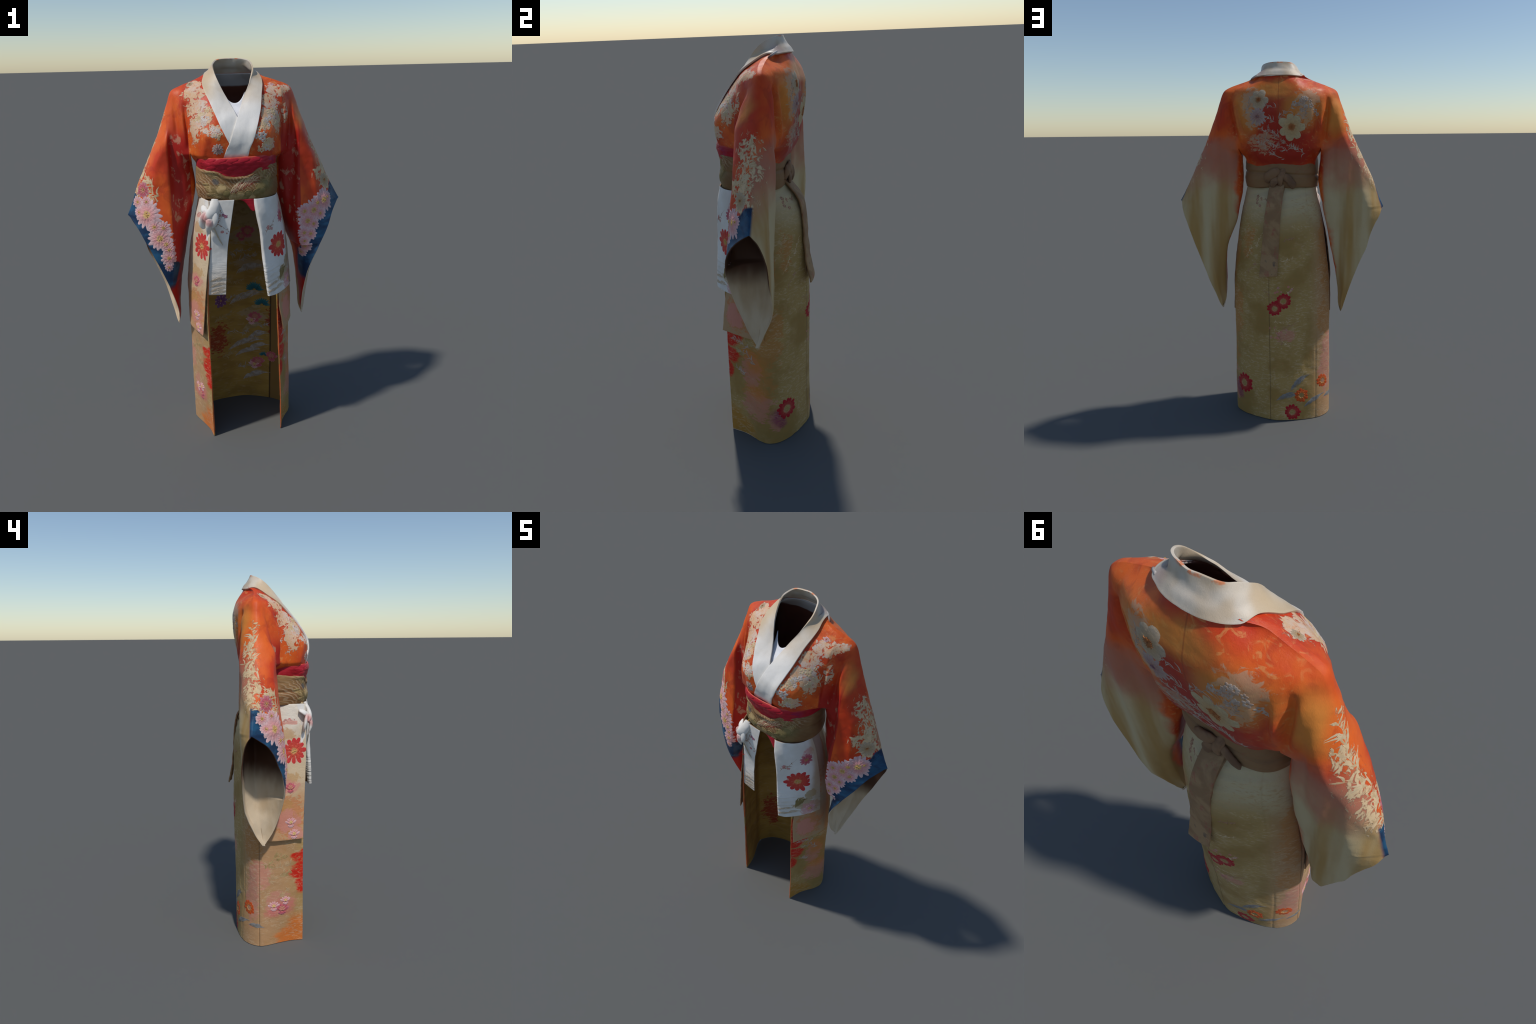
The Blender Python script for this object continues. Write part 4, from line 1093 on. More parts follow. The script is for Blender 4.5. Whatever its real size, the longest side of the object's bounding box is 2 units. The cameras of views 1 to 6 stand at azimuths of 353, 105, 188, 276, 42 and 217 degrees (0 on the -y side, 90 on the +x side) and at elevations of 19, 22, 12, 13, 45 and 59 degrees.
class Patch:
    """local frame on a surface; pieces are drawn in (u, v) and dropped onto the cloth"""
    def __init__(self, surf, centre, normal, spin=0.0, size=1.0):
        self.s = surf; n = Vector(normal).normalized()
        c = Vector(centre)
        h = surf.bvh.ray_cast(c + n * .30, -n, .6)
        self.c = h[0] if h[0] is not None else c
        up = Vector((0, 0, 1)) - n * n.z
        up.normalize(); rt = up.cross(n)
        ca, sa = math.cos(spin), math.sin(spin)
        self.u = rt * ca + up * sa; self.v = up * ca - rt * sa; self.n = n
        self.size = size; self.V = []; self.F = []
    def drop(self, a, b, h):
        o = self.c + (self.u * a + self.v * b) * self.size
        r = self.s.bvh.ray_cast(o + self.n * .10, -self.n, .22)
        if r[0] is None: return None
        nn = r[1] if r[1].dot(self.n) > 0 else -r[1]
        if nn.dot(self.n) < .12: return None
        if (r[0] - self.c).dot(self.n) < -max(.022, .42 * self.size): return None      # do not fall into a pleat
        return r[0] + (nn * .6 + self.n * .4) * h
    def sheet(self, fn, nu, nv):
        """fn(i/nu, j/nv) -> (a, b, h)"""
        idx = {}
        for i in range(nu + 1):
            for j in range(nv + 1):
                a, b, h = fn(i / nu, j / nv)
                p = self.drop(a, b, h)
                if p is not None:
                    idx[i, j] = len(self.V); self.V.append(p)
        for i in range(nu):
            for j in range(nv):
                q = [(i, j), (i + 1, j), (i + 1, j + 1), (i, j + 1)]
                if all(k in idx for k in q):
                    P = [self.V[idx[k]] for k in q]
                    if max((P[0] - P[2]).length, (P[1] - P[3]).length) < self.size * .6 + .012:
                        self.F.append([idx[k] for k in q])
    def petal(self, ang, r0, r1, w, h=.0018, tip=1.0, cx=0.0, cy=0.0, bias=.55):
        ca, sa = math.cos(ang), math.sin(ang)
        def fn(s, t):
            k = t * 2 - 1
            prof = max(0.0, math.sin(math.pi * min(1.0, s ** bias))) ** tip if s < 1 else 0
            r = r0 + (r1 - r0) * s
            y = k * w * (.06 + prof)
            hh = (h * (1 - k ** 4) * (1 - (2 * s - 1) ** 6) - .0006)
            return cx + ca * r - sa * y, cy + sa * r + ca * y, hh
        self.sheet(fn, 8, 5)
    def disc(self, r, h=.001, cx=0.0, cy=0.0, n=16, wob=0.0):
        def fn(s, t):
            a = t * 2 * math.pi
            rr = r * s * (1 + wob * math.sin(a * 5))
            return cx + rr * math.cos(a), cy + rr * math.sin(a), h * (1 - s ** 4) - (.0006 if s == 1 else 0)
        self.sheet(fn, 4, n)
    def stroke(self, pts, w, h=.0012, n=12, taper=(.2, .1)):
        S = catmull(np.array([(p[0], p[1], 0.0) for p in pts]), n + 1)
        T = np.gradient(S, axis=0); T /= np.maximum(np.linalg.norm(T, axis=1), 1e-9)[:, None]
        def fn(s, t):
            i = min(n, int(round(s * n))); k = t * 2 - 1
            ww = w * min(1, taper[0] + (1 - taper[0]) * s * 4) * min(1, taper[1] + (1 - taper[1]) * (1 - s) * 2.2)
            return S[i][0] - T[i][1] * k * ww, S[i][1] + T[i][0] * k * ww, h * (1 - k * k) - .0004
        self.sheet(fn, n, 2)
    def build(self, name, mat, kind=None):
        if not self.F: return None
        B = Matrix((self.u, self.v, self.n)).transposed()
        Bi = B.transposed(); s = self.size
        verts = [(Bi @ (p - self.c)) / s for p in self.V]
        # face the cloth's outside
        F = []
        for f in self.F:
            a, b, d = (verts[f[0]], verts[f[1]], verts[f[2]])
            F.append(f if (b - a).cross(d - a).z > 0 else f[::-1])
        ob = mesh_object(name, verts, F, [mat], parent=self.s.parent)
        ob.matrix_world = Matrix.LocRotScale(self.c, B.to_quaternion(), Vector((s, s, s)))
        if kind: ob["kind"] = kind
        self.V, self.F = [], []
        return ob

def flower(surf, c, n, R, mats, style="mum", petals=14, seed=0, spin=0.0, squash=1.0):
    """mats: petals, backing, heart"""
    rnd = random.Random(seed)
    def new(): return Patch(surf, c, n, spin, R)
    if style == "mum":          # layered chrysanthemum
        p = new()
        p.disc(.88, h=.0008); p.build("flower_ground", mats[1], "stuff")
        p = new()
        for ring, (r0, r1, cnt, w, h) in enumerate([(.30, 1.0, petals, 2.35 / petals, .0016), (.18, .72, petals - 2, 1.75 / petals, .0023), (.08, .46, max(6, petals // 2 + 1), .13, .0030)]):
            for i in range(cnt):
                a = 2 * math.pi * (i + .5 * (ring % 2)) / cnt + rnd.uniform(-.07, .07)
                k = rnd.uniform(.88, 1.08)
                p.petal(a, r0, r1 * k, w * rnd.uniform(.9, 1.1), h, tip=.50, bias=.80)
        ob = p.build("flower", mats[0])
        p = new()
        for i in range(12):
            a = rnd.uniform(0, 6.28); r = rnd.uniform(0, .15)
            p.disc(.055, h=.0042, cx=r * math.cos(a), cy=r * math.sin(a), n=8)
        p.build("flower_heart", mats[2], "stuff")
    elif style == "ring":       # open ring of rounded petals round a pale heart
        p = new()
        for i in range(petals):
            a = 2 * math.pi * i / petals + rnd.uniform(-.08, .08)
            p.petal(a, .30 + rnd.uniform(-.05, .03), rnd.uniform(.86, 1.06), 2.9 / petals, .0018, tip=.42, bias=.72)
        for i in range(petals - 3):
            a = 2 * math.pi * (i + .4) / (petals - 3) + rnd.uniform(-.08, .08)
            p.petal(a, .26, rnd.uniform(.56, .66), 2.0 / petals, .0026, tip=.5, bias=.7)
        p.build("flower", mats[0])
        p = new()
        for i in range(26):
            a = rnd.uniform(0, 6.28); r = rnd.uniform(.06, .24)
            p.stroke([(r * math.cos(a), r * math.sin(a)), (1.35 * r * math.cos(a), 1.35 * r * math.sin(a))], .018, .0014, 4)
        p.build("flower_heart", mats[2], "stuff")
    elif style == "peony":      # few broad overlapping petals
        p = new()
        for i in range(petals):
            a = 2 * math.pi * i / petals + rnd.uniform(-.12, .12)
            p.petal(a, .12, rnd.uniform(.86, 1.08), 2.35 / petals, .0014 + .0010 * (i % 2), tip=.36, bias=.85)
        p.build("flower", mats[0])
        p = new()
        for i in range(18):
            a = 2 * math.pi * i / 18; r = rnd.uniform(.22, .34)
            p.stroke([(0, 0), (r * math.cos(a), r * math.sin(a))], .022, .0034, 5)
        p.build("flower_heart", mats[2], "stuff")
    elif style == "scale":      # heap of fan petals seen from the side
        p = new()
        for row in range(5):
            cnt = 6 - row
            for i in range(cnt):
                a = math.pi * (.12 + .76 * (i + .5) / cnt) + rnd.uniform(-.08, .08)
                r1 = 1.0 - row * .17
                p.petal(a, r1 * .38, r1, .19, .0018 + .0009 * row, tip=.5, cy=-.35 * 1)
        for i in range(5):
            a = math.pi * (1.1 + .8 * (i + .5) / 5)
            p.petal(a, .08, .55, .16, .0030, tip=.55, cy=-.30)
        p.build("flower", mats[0])
    elif style == "fan":        # half chrysanthemum
        p = new()
        for i in range(petals):
            a = math.pi * (.02 + .96 * i / (petals - 1))
            p.petal(a, .25, rnd.uniform(.85, 1.05), .13, .0018, tip=.7)
        for i in range(petals - 3):
            a = math.pi * (.08 + .84 * i / (petals - 4))
            p.petal(a, .12, .55, .10, .0028, tip=.7)
        p.build("flower", mats[0])

def plume(surf, c, n, L, H, mat, count=14, seed=0, spin=0.0, bend=.5, w=.010):
    """sheaf of curved stitched strokes, like pine boughs or wave crests"""
    rnd = random.Random(seed); p = Patch(surf, c, n, spin, 1.0)
    for i in range(count):
        t = i / max(1, count - 1)
        x0 = -L / 2 + L * .55 * t + rnd.uniform(-.02, .02) * L
        y0 = -H * .5 + H * .15 * t
        x1 = x0 + L * rnd.uniform(.35, .5)
        y1 = y0 + H * rnd.uniform(.5, .95) * math.sin(math.pi * (.2 + .7 * t))
        xm = (x0 + x1) / 2; ym = max(y0, y1) - abs(y1 - y0) * .15 + H * bend * .3
        p.stroke([(x0, y0), (xm, ym), (x1, y1)], w * rnd.uniform(.7, 1.2), .0016, 9, (.15, .05))
    return p.build("plume", mat, "stuff")

def spray(surf, c, n, L, mat, seed=0, spin=0.0, leaves=9, w=.0035, leaf=.018):
    """wispy twig: a wandering stem with curved leaves of uneven length"""
    rnd = random.Random(seed); p = Patch(surf, c, n, spin, 1.0)
    pts = [(-L / 2, L * rnd.uniform(-.06, .06)), (-L / 6, L * rnd.uniform(-.06, .10)), (L / 6, L * rnd.uniform(-.08, .08)), (L / 2, L * rnd.uniform(-.02, .18))]
    S = catmull(np.array([(a, b, 0) for a, b in pts]), 40)
    p.stroke(pts, w * .40, .0010, 12)
    for i in range(leaves * 2):
        q = int(rnd.uniform(2, 37)); sd = rnd.choice((-1, 1))
        a = sd * rnd.uniform(.25, 1.15); k = leaf * rnd.uniform(.45, 1.45) * (1.2 - .7 * q / 40); cv = rnd.uniform(-.5, .5)
        x, y = S[q][0], S[q][1]
        p.stroke([(x, y), (x + k * .5 * math.cos(a), y + k * .5 * math.sin(a)), (x + k * math.cos(a + cv), y + k * math.sin(a + cv))], w * rnd.uniform(.6, 1.1), .0013, 6, (.3, .05))
    return p.build("leaf_spray", mat, "stuff")

def blossoms(surf, c, n, spread, r, count, mat, seed=0):
    """scatter of tiny five-petalled blossoms"""
    rnd = random.Random(seed); p = Patch(surf, c, n, 0, 1.0)
    for _ in range(count):
        cx, cy = rnd.gauss(0, spread), rnd.gauss(0, spread * .8); k = r * rnd.uniform(.7, 1.3); a0 = rnd.uniform(0, 6)
        for i in range(5):
            p.petal(a0 + i * 2 * math.pi / 5, k * .15, k, k * .42, .0014, tip=.6, cx=cx, cy=cy)
    return p.build("blossom_cluster", mat, "stuff")
# --------------------------------------------------------------------------
# assembly
# --------------------------------------------------------------------------
ROOT = bpy.data.objects.new("kimono", None)
bpy.context.scene.collection.objects.link(ROOT)
ROOT["label"] = "orange floral silk kimono standing open, with brocade obi"
ROOT["category"] = "kimono"

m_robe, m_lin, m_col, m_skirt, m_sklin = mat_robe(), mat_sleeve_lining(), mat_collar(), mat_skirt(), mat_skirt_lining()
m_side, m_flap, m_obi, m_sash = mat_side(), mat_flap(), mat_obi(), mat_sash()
m_tie = mat_tie("tie_silk", (.37, .225, .110), (.28, .16, .078))
m_knot = mat_tie("knot_silk", (.26, .145, .075), (.17, .092, .050), False)
m_panel_lining = mat_tie("panel_lining", (.26, .15, .075), (.20, .10, .05), False)
m_under = mat_plain("undershirt_cotton", (.80, .80, .82), (.74, .74, .77))
m_cord = mat_plain("cord_silk", (.55, .46, .34), (.44, .34, .22))

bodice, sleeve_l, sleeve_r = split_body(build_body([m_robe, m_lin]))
collar, under = build_collar([m_col, m_col], m_under)
sash, obi = build_waist(m_obi, m_sash)
skirt = build_skirt([m_skirt, m_sklin])
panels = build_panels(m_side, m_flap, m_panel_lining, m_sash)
bow = build_bow(m_flap, m_cord)
tie, tie2, knot = build_back_tie(m_tie, m_knot)

S_L, S_R, S_B = Surface([sleeve_l]), Surface([sleeve_r]), Surface([bodice])
S_K = Surface([skirt]); S_PL = Surface([panels['sideL'], panels['flapL']]); S_PR = Surface([panels['flapR'], panels['sideR']]); S_O = Surface([obi])

pink = (mat_petal("pink_petals", (.62, .40, .16), (.66, .30, .29), (.66, .45, .45)), mat_plain("pink_ground", (.60, .36, .37), (.52, .27, .28)), mat_plain("gold_hearts", (.62, .40, .12), (.52, .28, .07)))
red = (mat_petal("red_petals", (.62, .30, .12), (.58, .075, .045), (.58, .040, .040), vein=.2), mat_plain("red_ground", (.68, .42, .34), (.60, .30, .22)), pink[2])
ring = (mat_petal("crimson_petals", (.5, .3, .15), (.40, .045, .035), (.40, .012, .022), .45, .75, vein=.3), pink[1], mat_plain("straw_threads", (.46, .33, .16), (.38, .26, .12)))
ringo = (mat_petal("vermilion_petals", (.5, .3, .12), (.52, .11, .02), (.56, .075, .012), .45, .75, vein=.3), pink[1], ring[2])
cream = (mat_petal("cream_petals", (.52, .20, .06), (.50, .33, .16), (.49, .38, .22)), mat_plain("cream_ground", (.5, .38, .24), (.44, .32, .18)), mat_plain("amber_threads", (.50, .20, .06), (.42, .13, .04)))
white = (mat_petal("pale_petals", (.44, .26, .12), (.44, .30, .17), (.46, .35, .24)), cream[1], cream[2])  # petal tones lowered because sky fill whitens the shaded back
lilac = (mat_petal("lilac_petals", (.34, .17, .14), (.38, .23, .20), (.40, .29, .26)), cream[1], mat_plain("plum_threads", (.28, .14, .15), (.22, .10, .12)))
rosy = (mat_petal("rose_petals", (.5, .2, .14), (.50, .10, .13), (.52, .22, .24), .45, .95), pink[1], pink[2])
violet = (mat_petal("violet_petals", (.2, .06, .15), (.18, .06, .17), (.22, .09, .22)), pink[1], pink[2])
teal = (mat_petal("teal_petals", (.05, .10, .10), (.02, .12, .15), (.03, .18, .22)), pink[1], pink[2])
m_grey = mat_plain("grey_threads", (.20, .185, .175), (.27, .25, .23)); m_wave = mat_plain("wave_threads", (.42, .36, .31), (.32, .26, .20))
m_creamt = mat_plain("cream_threads", (.62, .47, .29), (.54, .37, .20)); m_frost = mat_plain("frost_threads", (.46, .36, .29), (.38, .26, .19))
m_twig = mat_plain("twig_threads", (.34, .18, .10), (.42, .22, .15)); m_budp = mat_plain("bud_threads", (.58, .20, .18), (.50, .28, .24))
m_gold = mat_plain("gilt_threads", (.42, .30, .14), (.33, .22, .09)); m_olive = mat_plain("olive_threads", (.24, .18, .07), (.19, .14, .05))

F_, B_ = (0, -1, 0), (0, 1, 0)
fl, fr = (-.25, -1, .12), (.25, -1, .12)
# sleeves
flower(S_L, (-.401, -.10, 1.138), fl, .074, pink, "mum", 15, 2, .3)
for k, (x, z, R) in enumerate([(-.425, 1.195, .045), (-.375, 1.190, .040), (-.350, 1.075, .040), (-.515, 1.270, .034), (-.365, 1.105, .045)]):
    flower(S_L, (x, -.08, z), fl, R, pink, "mum", 12, 200 + k)
for k, (x, z, R) in enumerate([(.350, 1.235, .045), (.430, 1.275, .045), (.345, 1.120, .040), (.400, 1.165, .036), (.505, 1.300, .032), (.345, 1.075, .032)]):
    flower(S_R, (x, -.07, z), fr, R, pink, "mum", 12, 210 + k)
flower(S_L, (-.362, -.10, 1.035), F_, .046, pink, "mum", 11, 3)
flower(S_L, (-.366, -.10, .985), F_, .026, pink, "mum", 9, 31)
flower(S_L, (-.480, -.05, 1.380), fl, .046, rosy, "mum", 12, 4)
flower(S_L, (-.512, -.03, 1.315), fl, .036, pink, "mum", 12, 5)
flower(S_L, (-.455, -.03, 1.318), fl, .032, pink, "mum", 11, 32)
flower(S_L, (-.466, -.08, 1.258), fl, .086, pink, "mum", 16, 1)
flower(S_R, (.405, -.07, 1.238), fr, .064, pink, "mum", 15, 7, .4)
flower(S_R, (.372, -.09, 1.185), fr, .060, pink, "mum", 13, 8)
flower(S_R, (.385, -.09, 1.115), fr, .040, pink, "mum", 11, 9)
flower(S_R, (.358, -.09, 1.040), F_, .040, pink, "mum", 11, 10)
flower(S_R, (.344, -.09, 1.000), F_, .026, pink, "mum", 9, 33)
flower(S_R, (.440, -.05, 1.215), fr, .040, pink, "mum", 12, 34)
flower(S_R, (.472, -.05, 1.284), fr, .070, pink, "mum", 16, 6)
flower(S_R, (.488, -.03, 1.385), fr, .042, white, "mum", 12, 11)
for i, (x, y, z, L, sp, n) in enumerate([(-.405, .05, 1.62, .12, 1.9, (-1, -.1, .35)), (-.43, .05, 1.53, .13, 2.2, (-1, -.1, .4)), (-.465, .03, 1.45, .12, 2.0, (-1, -.3, .4)), (-.44, -.04, 1.43, .10, 2.6, (-.6, -1, .3)),
                                          (-.50, .02, 1.37, .10, 2.2, (-1, -.5, .4)), (-.42, -.06, 1.37, .08, 2.7, (-.4, -1, .2)), (-.395, .05, 1.70, .09, 1.6, (-1, -.1, .3))]):
    spray(S_L, (x, y, z), n, L, m_creamt, 20 + i, sp, 8, .0055, .036)
for i, (x, y, z, L, sp, n) in enumerate([(.41, .03, 1.58, .12, 1.2, (1, -.2, .35)), (.44, .04, 1.50, .13, 1.0, (1, 0, .4)), (.48, .03, 1.42, .12, 1.1, (1, -.2, .4)), (.45, -.02, 1.44, .10, .6, (.6, -1, .3)), (.47, .0, 1.37, .10, .4, (.6, -1, .3))]):
    spray(S_R, (x, y, z), n, L, m_creamt, 40 + i, sp, 8, .0055, .034)
# back of the bodice
flower(S_B, (-.075, .2, 1.665), B_, .076, cream, "peony", 7, 12)
flower(S_B, (.100, .2, 1.812), (.1, 1, .3), .056, white, "peony", 6, 13)
flower(S_B, (.105, .2, 1.720), B_, .050, lilac, "mum", 14, 14)
blossoms(S_B, (-.150, .2, 1.815), (-.2, 1, .3), .026, .013, 9, m_frost, 15)
blossoms(S_B, (-.135, .2, 1.770), (-.2, 1, .2), .020, .012, 7, m_frost, 16)
for i, (x, z, L, sp) in enumerate([(.050, 1.775, .10, 2.9), (.045, 1.715, .09, 2.5), (.060, 1.650, .13, 2.6), (.020, 1.640, .10, 2.3), (.055, 1.590, .13, 2.4), (.0, 1.570, .13, 2.5), (-.05, 1.570, .12, 2.6), (-.095, 1.770, .10, .5),
                                   (-.105, 1.720, .10, .6), (-.14, 1.730, .10, 1.2), (-.025, 1.725, .06, .8), (.10, 1.59, .10, 2.4), (.02, 1.53, .13, 2.5), (-.10, 1.55, .10, 2.6), (.16, 1.77, .10, 1.3)]):
    spray(S_B, (x, .2, z), B_, L, m_frost, 60 + i, sp, 8, .0032, .024)
# chest blossoms
flower(S_B, (-.095, -.21, 1.590), F_, .030, lilac, "mum", 11, 16)
for i, (x, z, r, k, nn) in enumerate([(.108, 1.632, .016, 5, F_), (.150, 1.600, .016, 5, F_), (.095, 1.59, .007, 3, F_), (-.115, 1.672, .014, 6, F_), (-.085, 1.662, .011, 5, F_), (.130, 1.690, .014, 5, F_), (.150, 1.735, .014, 6, (.2, -1, .5)),
                                  (-.185, 1.800, .012, 7, (-.2, -1, .8)), (.20, 1.82, .012, 7, (.2, -1, .8)), (-.165, 1.745, .013, 6, (-.2, -1, .5)), (.235, 1.73, .012, 4, (.4, -1, .4)), (-.150, 1.83, .012, 5, (-.2, -1, .8))]):
    blossoms(S_B, (x, -.2, z), nn, r * 1.25, r, k, white[0] if False else m_creamt if i % 3 else mat_plain("blossom_threads", (.60, .52, .46), (.52, .40, .33)), 80 + i)
flower(S_L, (-.205, .02, 1.87), (-.1, -.1, 1), .020, white, "mum", 10, 17)
flower(S_B, (.195, .00, 1.875), (.1, -.3, 1), .014, pink, "mum", 10, 18)
# panels
flower(S_PL, (-.192, -.145, 1.098), (-.75, -.7, 0), .076, red, "mum", 12, 20)
flower(S_PR, (.196, -.155, 1.092), (.45, -.9, 0), .076, red, "mum", 12, 21)
flower(S_PR, (.222, -.13, 1.232), (.5, -.85, 0), .034, (rosy[0], pink[1], pink[2]), "mum", 11, 22)
for x, z, L, sp, sd in [(.165, 1.205, .10, .6, 1), (.135, 1.185, .06, .9, 2)]:
    spray(S_PR, (x, -.2, z), (.3, -1, 0), L, m_twig, 100 + sd, sp, 4, .0028, .014)
blossoms(S_PR, (.150, -.2, 1.19), (.3, -1, 0), .014, .007, 6, m_budp, 110)
for x, z, L, sp, sd in [(-.100, 1.245, .09, .85, 3), (-.085, 1.205, .07, -.6, 4), (-.095, 1.27, .05, 1.2, 5)]:
    spray(S_PL, (x, -.22, z), F_, L, m_twig, 100 + sd, sp, 4, .0026, .012)
blossoms(S_PL, (-.075, -.22, 1.268), F_, .009, .008, 5, mat_plain("plum_buds", (.26, .10, .16), (.40, .16, .20)), 111)
blossoms(S_PL, (-.080, -.22, 1.185), F_, .009, .007, 4, m_budp, 112)
spray(S_PL, (-.205, -.12, 1.26), (-.9, -.4, 0), .09, m_budp, 113, .2, 6, .004, .016)
for k, (y, z) in enumerate([(-.13, .91), (-.13, .72), (-.15, .655)]):
    flower(S_PL, (-.23, y, z), (-1, -.5, 0), .040, (rosy[0], pink[1], pink[2]) if k == 0 else pink, "scale", 9, 23 + k)
flower(S_PR, (.25, -.11, .885), (.7, -.7, 0), .042, pink, "scale", 9, 26)
plume(S_PR, (.215, -.15, .945), (.5, -.85, 0), .08, .05, m_olive, 12, 30, .5, w=.005)
for k, (x, z) in enumerate([(.165, .90), (.20, .875), (.15, .865)]):
    plume(S_PR, (x, -.2, z), (.3, -1, 0), .09, .016, m_flap, 7, 31 + k, .1, w=.004)
for k, z in enumerate([.935, .905, .88, .862]):
    plume(S_PL, (-.120, -.2, z), F_, .09, .018, m_flap, 7, 35 + k, .15, w=.0045)
# skirt, outside
flower(S_K, (.020, .2, .680), B_, .046, ring, "ring", 13, 40)
flower(S_K, (-.028, .2, .722), (0, 1, 0), .048, (ring[0], ring[1], ring[2]), "ring", 12, 41)
flower(S_K, (.215, .12, .190), (.75, .65, 0), .064, ring, "ring", 13, 42)
flower(S_K, (-.128, .18, .150), (-.3, 1, 0), .044, ringo, "ring", 11, 43)
flower(S_K, (-.075, .19, .050), (-.15, 1, 0), .052, ring, "ring", 13, 44)
flower(S_K, (-.250, .10, .215), (-.9, .5, 0), .044, ringo, "ring", 11, 45)
for k, (x, y, z, L, H, sp, n) in enumerate([(-.115, .18, .235, .14, .04, .55, (-.3, 1, 0)), (-.05, .19, .150, .14, .035, .15, B_), (-.205, .15, .115, .15, .03, .35, (-.6, .8, 0)), (-.268, .05, .12, .10, .03, -.2, (-1, .2, 0))]):
    plume(S_K, (x, y, z), n, L, H, m_grey, 16, 50 + k, math.pi - sp if False else sp, w=.0045)
for k, (x, y, z, L, sp) in enumerate([(-.06, .2, .77, .09, .6), (.06, .2, .76, .08, 2.4), (-.02, .2, .60, .12, .1), (-.055, .2, .575, .10, .3), (.0, .2, .545, .10, 2.9), (-.01, .2, .50, .09, 1.8), (-.04, .2, .47, .07, 2.4),
                                      (-.06, .2, 1.07, .07, .3), (-.05, .2, .955, .08, .2), (.09, .19, 1.28, .08, .4), (.11, .18, 1.06, .10, .9), (.16, .16, .90, .12, 1.0), (.18, .15, .98, .10, .8)]):
    spray(S_K, (x, y, z), (x * 2.2, 1, 0), L, m_twig if k % 2 else m_creamt, 120 + k, sp, 6, .0026, .015)
blossoms(S_K, (-.02, .2, .78), B_, .03, .007, 8, m_budp, 130); blossoms(S_K, (.0, .2, .53), B_, .03, .007, 10, m_budp, 131); blossoms(S_K, (.11, .18, 1.27), B_, .016, .008, 6, m_twig, 132)
for k, (y, z, R) in enumerate([(-.09, .215, .050), (-.04, .235, .042), (-.11, .265, .036)]):
    flower(S_K, (-.24, y, z), (-1, -.35, 0), R, rosy if k == 0 else pink, "scale", 9, 60 + k)
for k, (y, z, L, sp) in enumerate([(-.10, .47, .12, 2.9), (-.12, .425, .10, 2.8), (-.06, .40, .12, 2.6), (-.08, .52, .10, 2.9), (-.10, .30, .09, 2.6), (-.03, .48, .10, 2.5)]):
    spray(S_K, (-.24, y, z), (-1, -.35, 0), L, m_gold if k % 2 else mat_plain("sand_threads", (.50, .33, .18), (.42, .27, .14)), 140 + k, math.pi - sp, 8, .0055, .030)
    spray(S_K, (.24, y, z + .10), (1, -.35, 0), L, m_gold if k % 2 else m_frost, 150 + k, sp, 8, .0048, .028)
# lining seen through the open front
lin = (0, -1, .1)
S_I = Surface([skirt])
flower(S_I, (.075, .19, 1.075), lin, .052, rosy, "scale", 9, 70); flower(S_I, (.04, .19, 1.045), lin, .040, (rosy[0],) + pink[1:], "scale", 9, 71)
flower(S_I, (.105, .19, .545), lin, .050, rosy, "scale", 9, 72); flower(S_I, (.085, .19, .52), lin, .04, pink, "scale", 9, 73)
flower(S_I, (.115, .19, .245), lin, .052, rosy, "scale", 9, 74); flower(S_I, (.095, .19, .225), lin, .042, pink, "scale", 9, 75); flower(S_I, (.205, .14, .30), (-.4, -1, 0), .05, rosy, "scale", 9, 76)
flower(S_I, (.105, .19, .715), lin, .055, teal, "fan", 12, 77); flower(S_I, (.145, .17, .625), lin, .05, teal, "fan", 11, 78); flower(S_I, (.15, .17, .29), lin, .03, teal, "fan", 10, 79)
flower(S_I, (-.17, .15, .95), (.6, -1, .1), .045, violet, "mum", 9, 80); flower(S_I, (-.10, .18, .66), (.3, -1, .1), .045, violet, "mum", 9, 81)
for k, (x, z, L, H) in enumerate([(.06, .675, .22, .05), (.08, .855, .16, .045), (.05, .375, .24, .04), (.06, .315, .18, .03), (.12, .355, .12, .03), (.10, .155, .17, .045), (.12, .43, .14, .04), (.05, 1.18, .16, .05), (.06, 1.25, .16, .04), (.09, .48, .14, .04), (.10, .60, .12, .03)]):
    plume(S_I, (x, .19, z), lin, L, H, m_wave if k < 7 else m_gold, 16, 90 + k, .25, w=.0055)
for k, (x, z, L) in enumerate([(-.02, .78, .16), (.03, .95, .16), (-.08, .55, .14), (.0, .44, .14), (-.04, .30, .14), (.08, .92, .14), (.03, 1.12, .14), (-.05, .66, .12), (.13, .78, .10), (.14, .50, .10), (-.12, .80, .12), (.05, .22, .14)]):
    spray(S_I, (x, .19, z), lin, L, m_wave if k % 2 else m_gold, 300 + k, .2 * (k % 3), 10, .0040, .026)
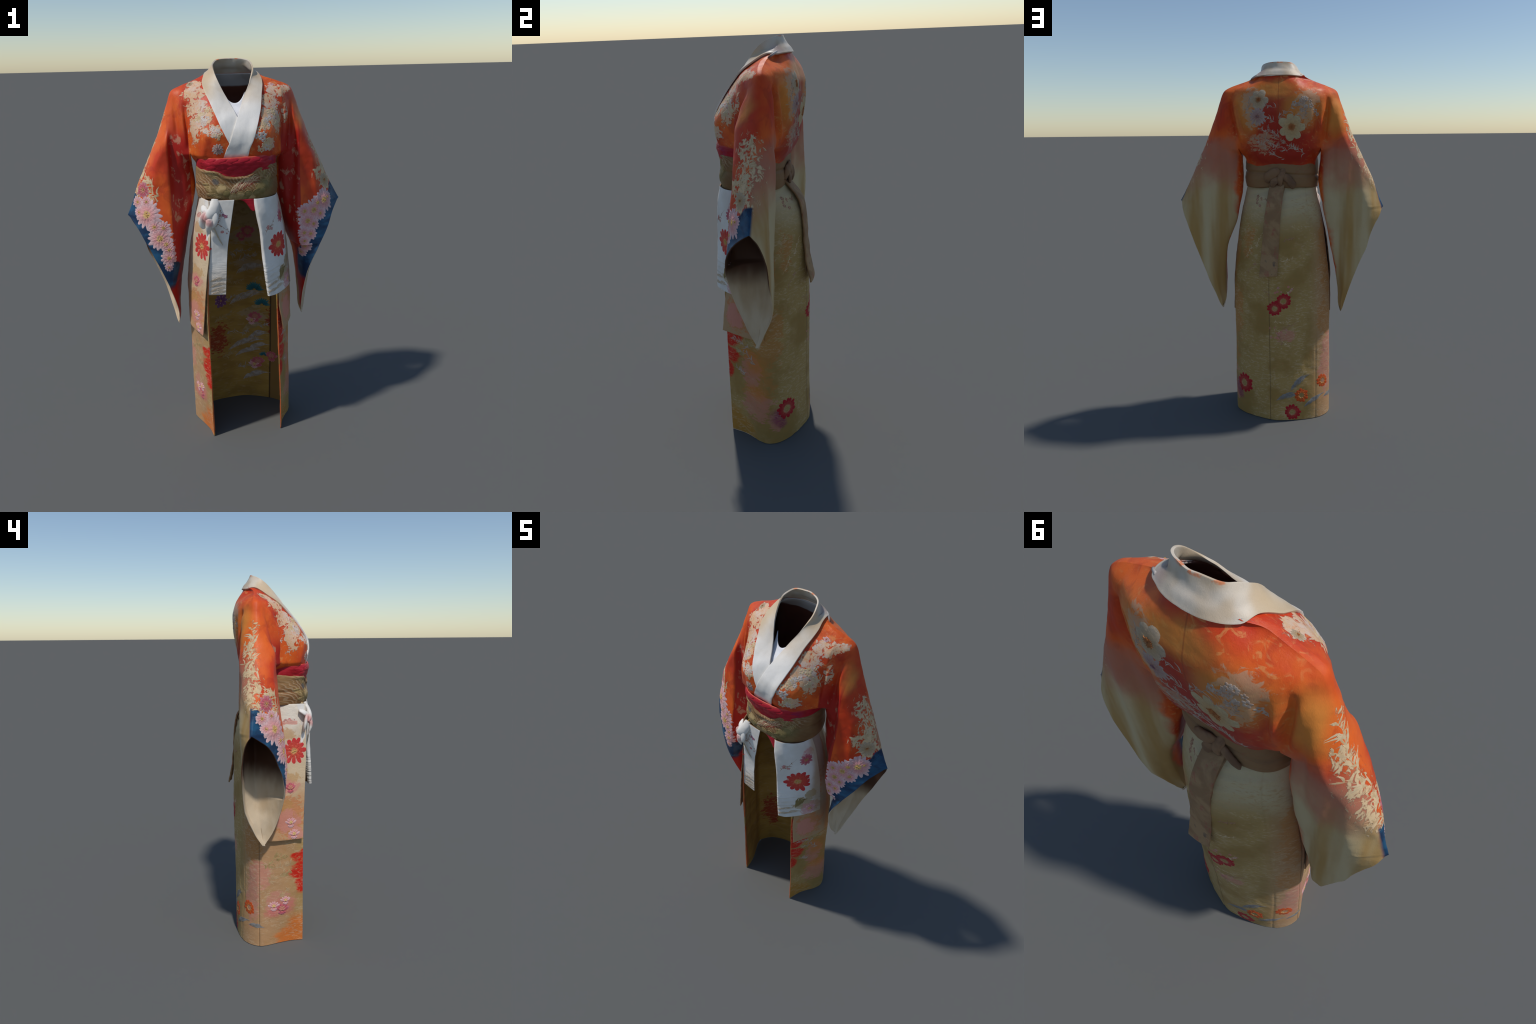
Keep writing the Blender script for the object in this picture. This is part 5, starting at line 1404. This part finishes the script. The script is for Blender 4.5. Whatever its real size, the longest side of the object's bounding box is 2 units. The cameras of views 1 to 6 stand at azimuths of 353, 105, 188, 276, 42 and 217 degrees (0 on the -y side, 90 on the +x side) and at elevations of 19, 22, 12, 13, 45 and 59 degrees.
# obi: clouds, waves and leaf scrolls in gilt thread
p = None
for k, (x, z, r) in enumerate([(.005, 1.363, .022), (.045, 1.367, .022), (.085, 1.372, .020), (.062, 1.352, .020), (.025, 1.350, .018), (.115, 1.385, .020), (-.03, 1.358, .020), (.135, 1.41, .024), (.10, 1.40, .018), (-.085, 1.398, .024), (-.06, 1.378, .018)]):
    p = Patch(S_O, (x, -.2, z), (x * 2, -1, .0), 0, 1.0)
    p.disc(r * 1.15, h=.0024, wob=.04, n=18); p.build("obi_cloud", m_olive if k % 3 else m_gold, "stuff")
    p = Patch(S_O, (x, -.2, z), (x * 2, -1, .0), 0, 1.0)
    p.stroke([(r * math.cos(a), r * math.sin(a)) for a in np.linspace(-.4, 2.9, 7)], r * .06, .0030, 14, (.4, .2)); p.build("obi_cord", m_gold, "stuff")
for k, (x, z, L, H, sp) in enumerate([(.03, 1.425, .15, .05, .15), (.0, 1.405, .12, .04, .3), (.07, 1.44, .10, .04, .25), (-.13, 1.465, .09, .05, -.7), (.14, 1.475, .09, .04, .7), (-.16, 1.40, .08, .05, -.9), (.17, 1.44, .07, .05, .8), (-.12, 1.365, .10, .03, -.3)]):
    plume(S_O, (x, -.2, z), (x * 3.0, -1, .0), L, H, m_creamt if k < 3 else m_gold, 10, 160 + k, sp, w=.0028)
    plume(S_O, (x + .006, -.2, z - .004), (x * 3.0, -1, .0), L, H, mat_plain("red_threads", (.42, .06, .04), (.36, .04, .03)) if k < 3 else m_olive, 7, 170 + k, sp, w=.0016)

# plaited lobes of the silk sash
S_S = Surface([sash])
m_lobe = mat_plain("plait_silk", (.46, .016, .032), (.40, .012, .024), .45)
for row, z in enumerate((1.480, 1.499, 1.518, 1.536)):
    for k in range(7):
        x = -.165 + .055 * k + (.0275 if row % 2 else 0)
        if abs(x) > .175: continue
        p = Patch(S_S, (x, -.2, z), (x * 3.2, -1, 0), .22 if row % 2 else -.10, 1.0)
        p.petal(0, -.034, .034, .0135, .0022, tip=.8, bias=.9)
        p.build("sash_plait", m_lobe, "stuff")
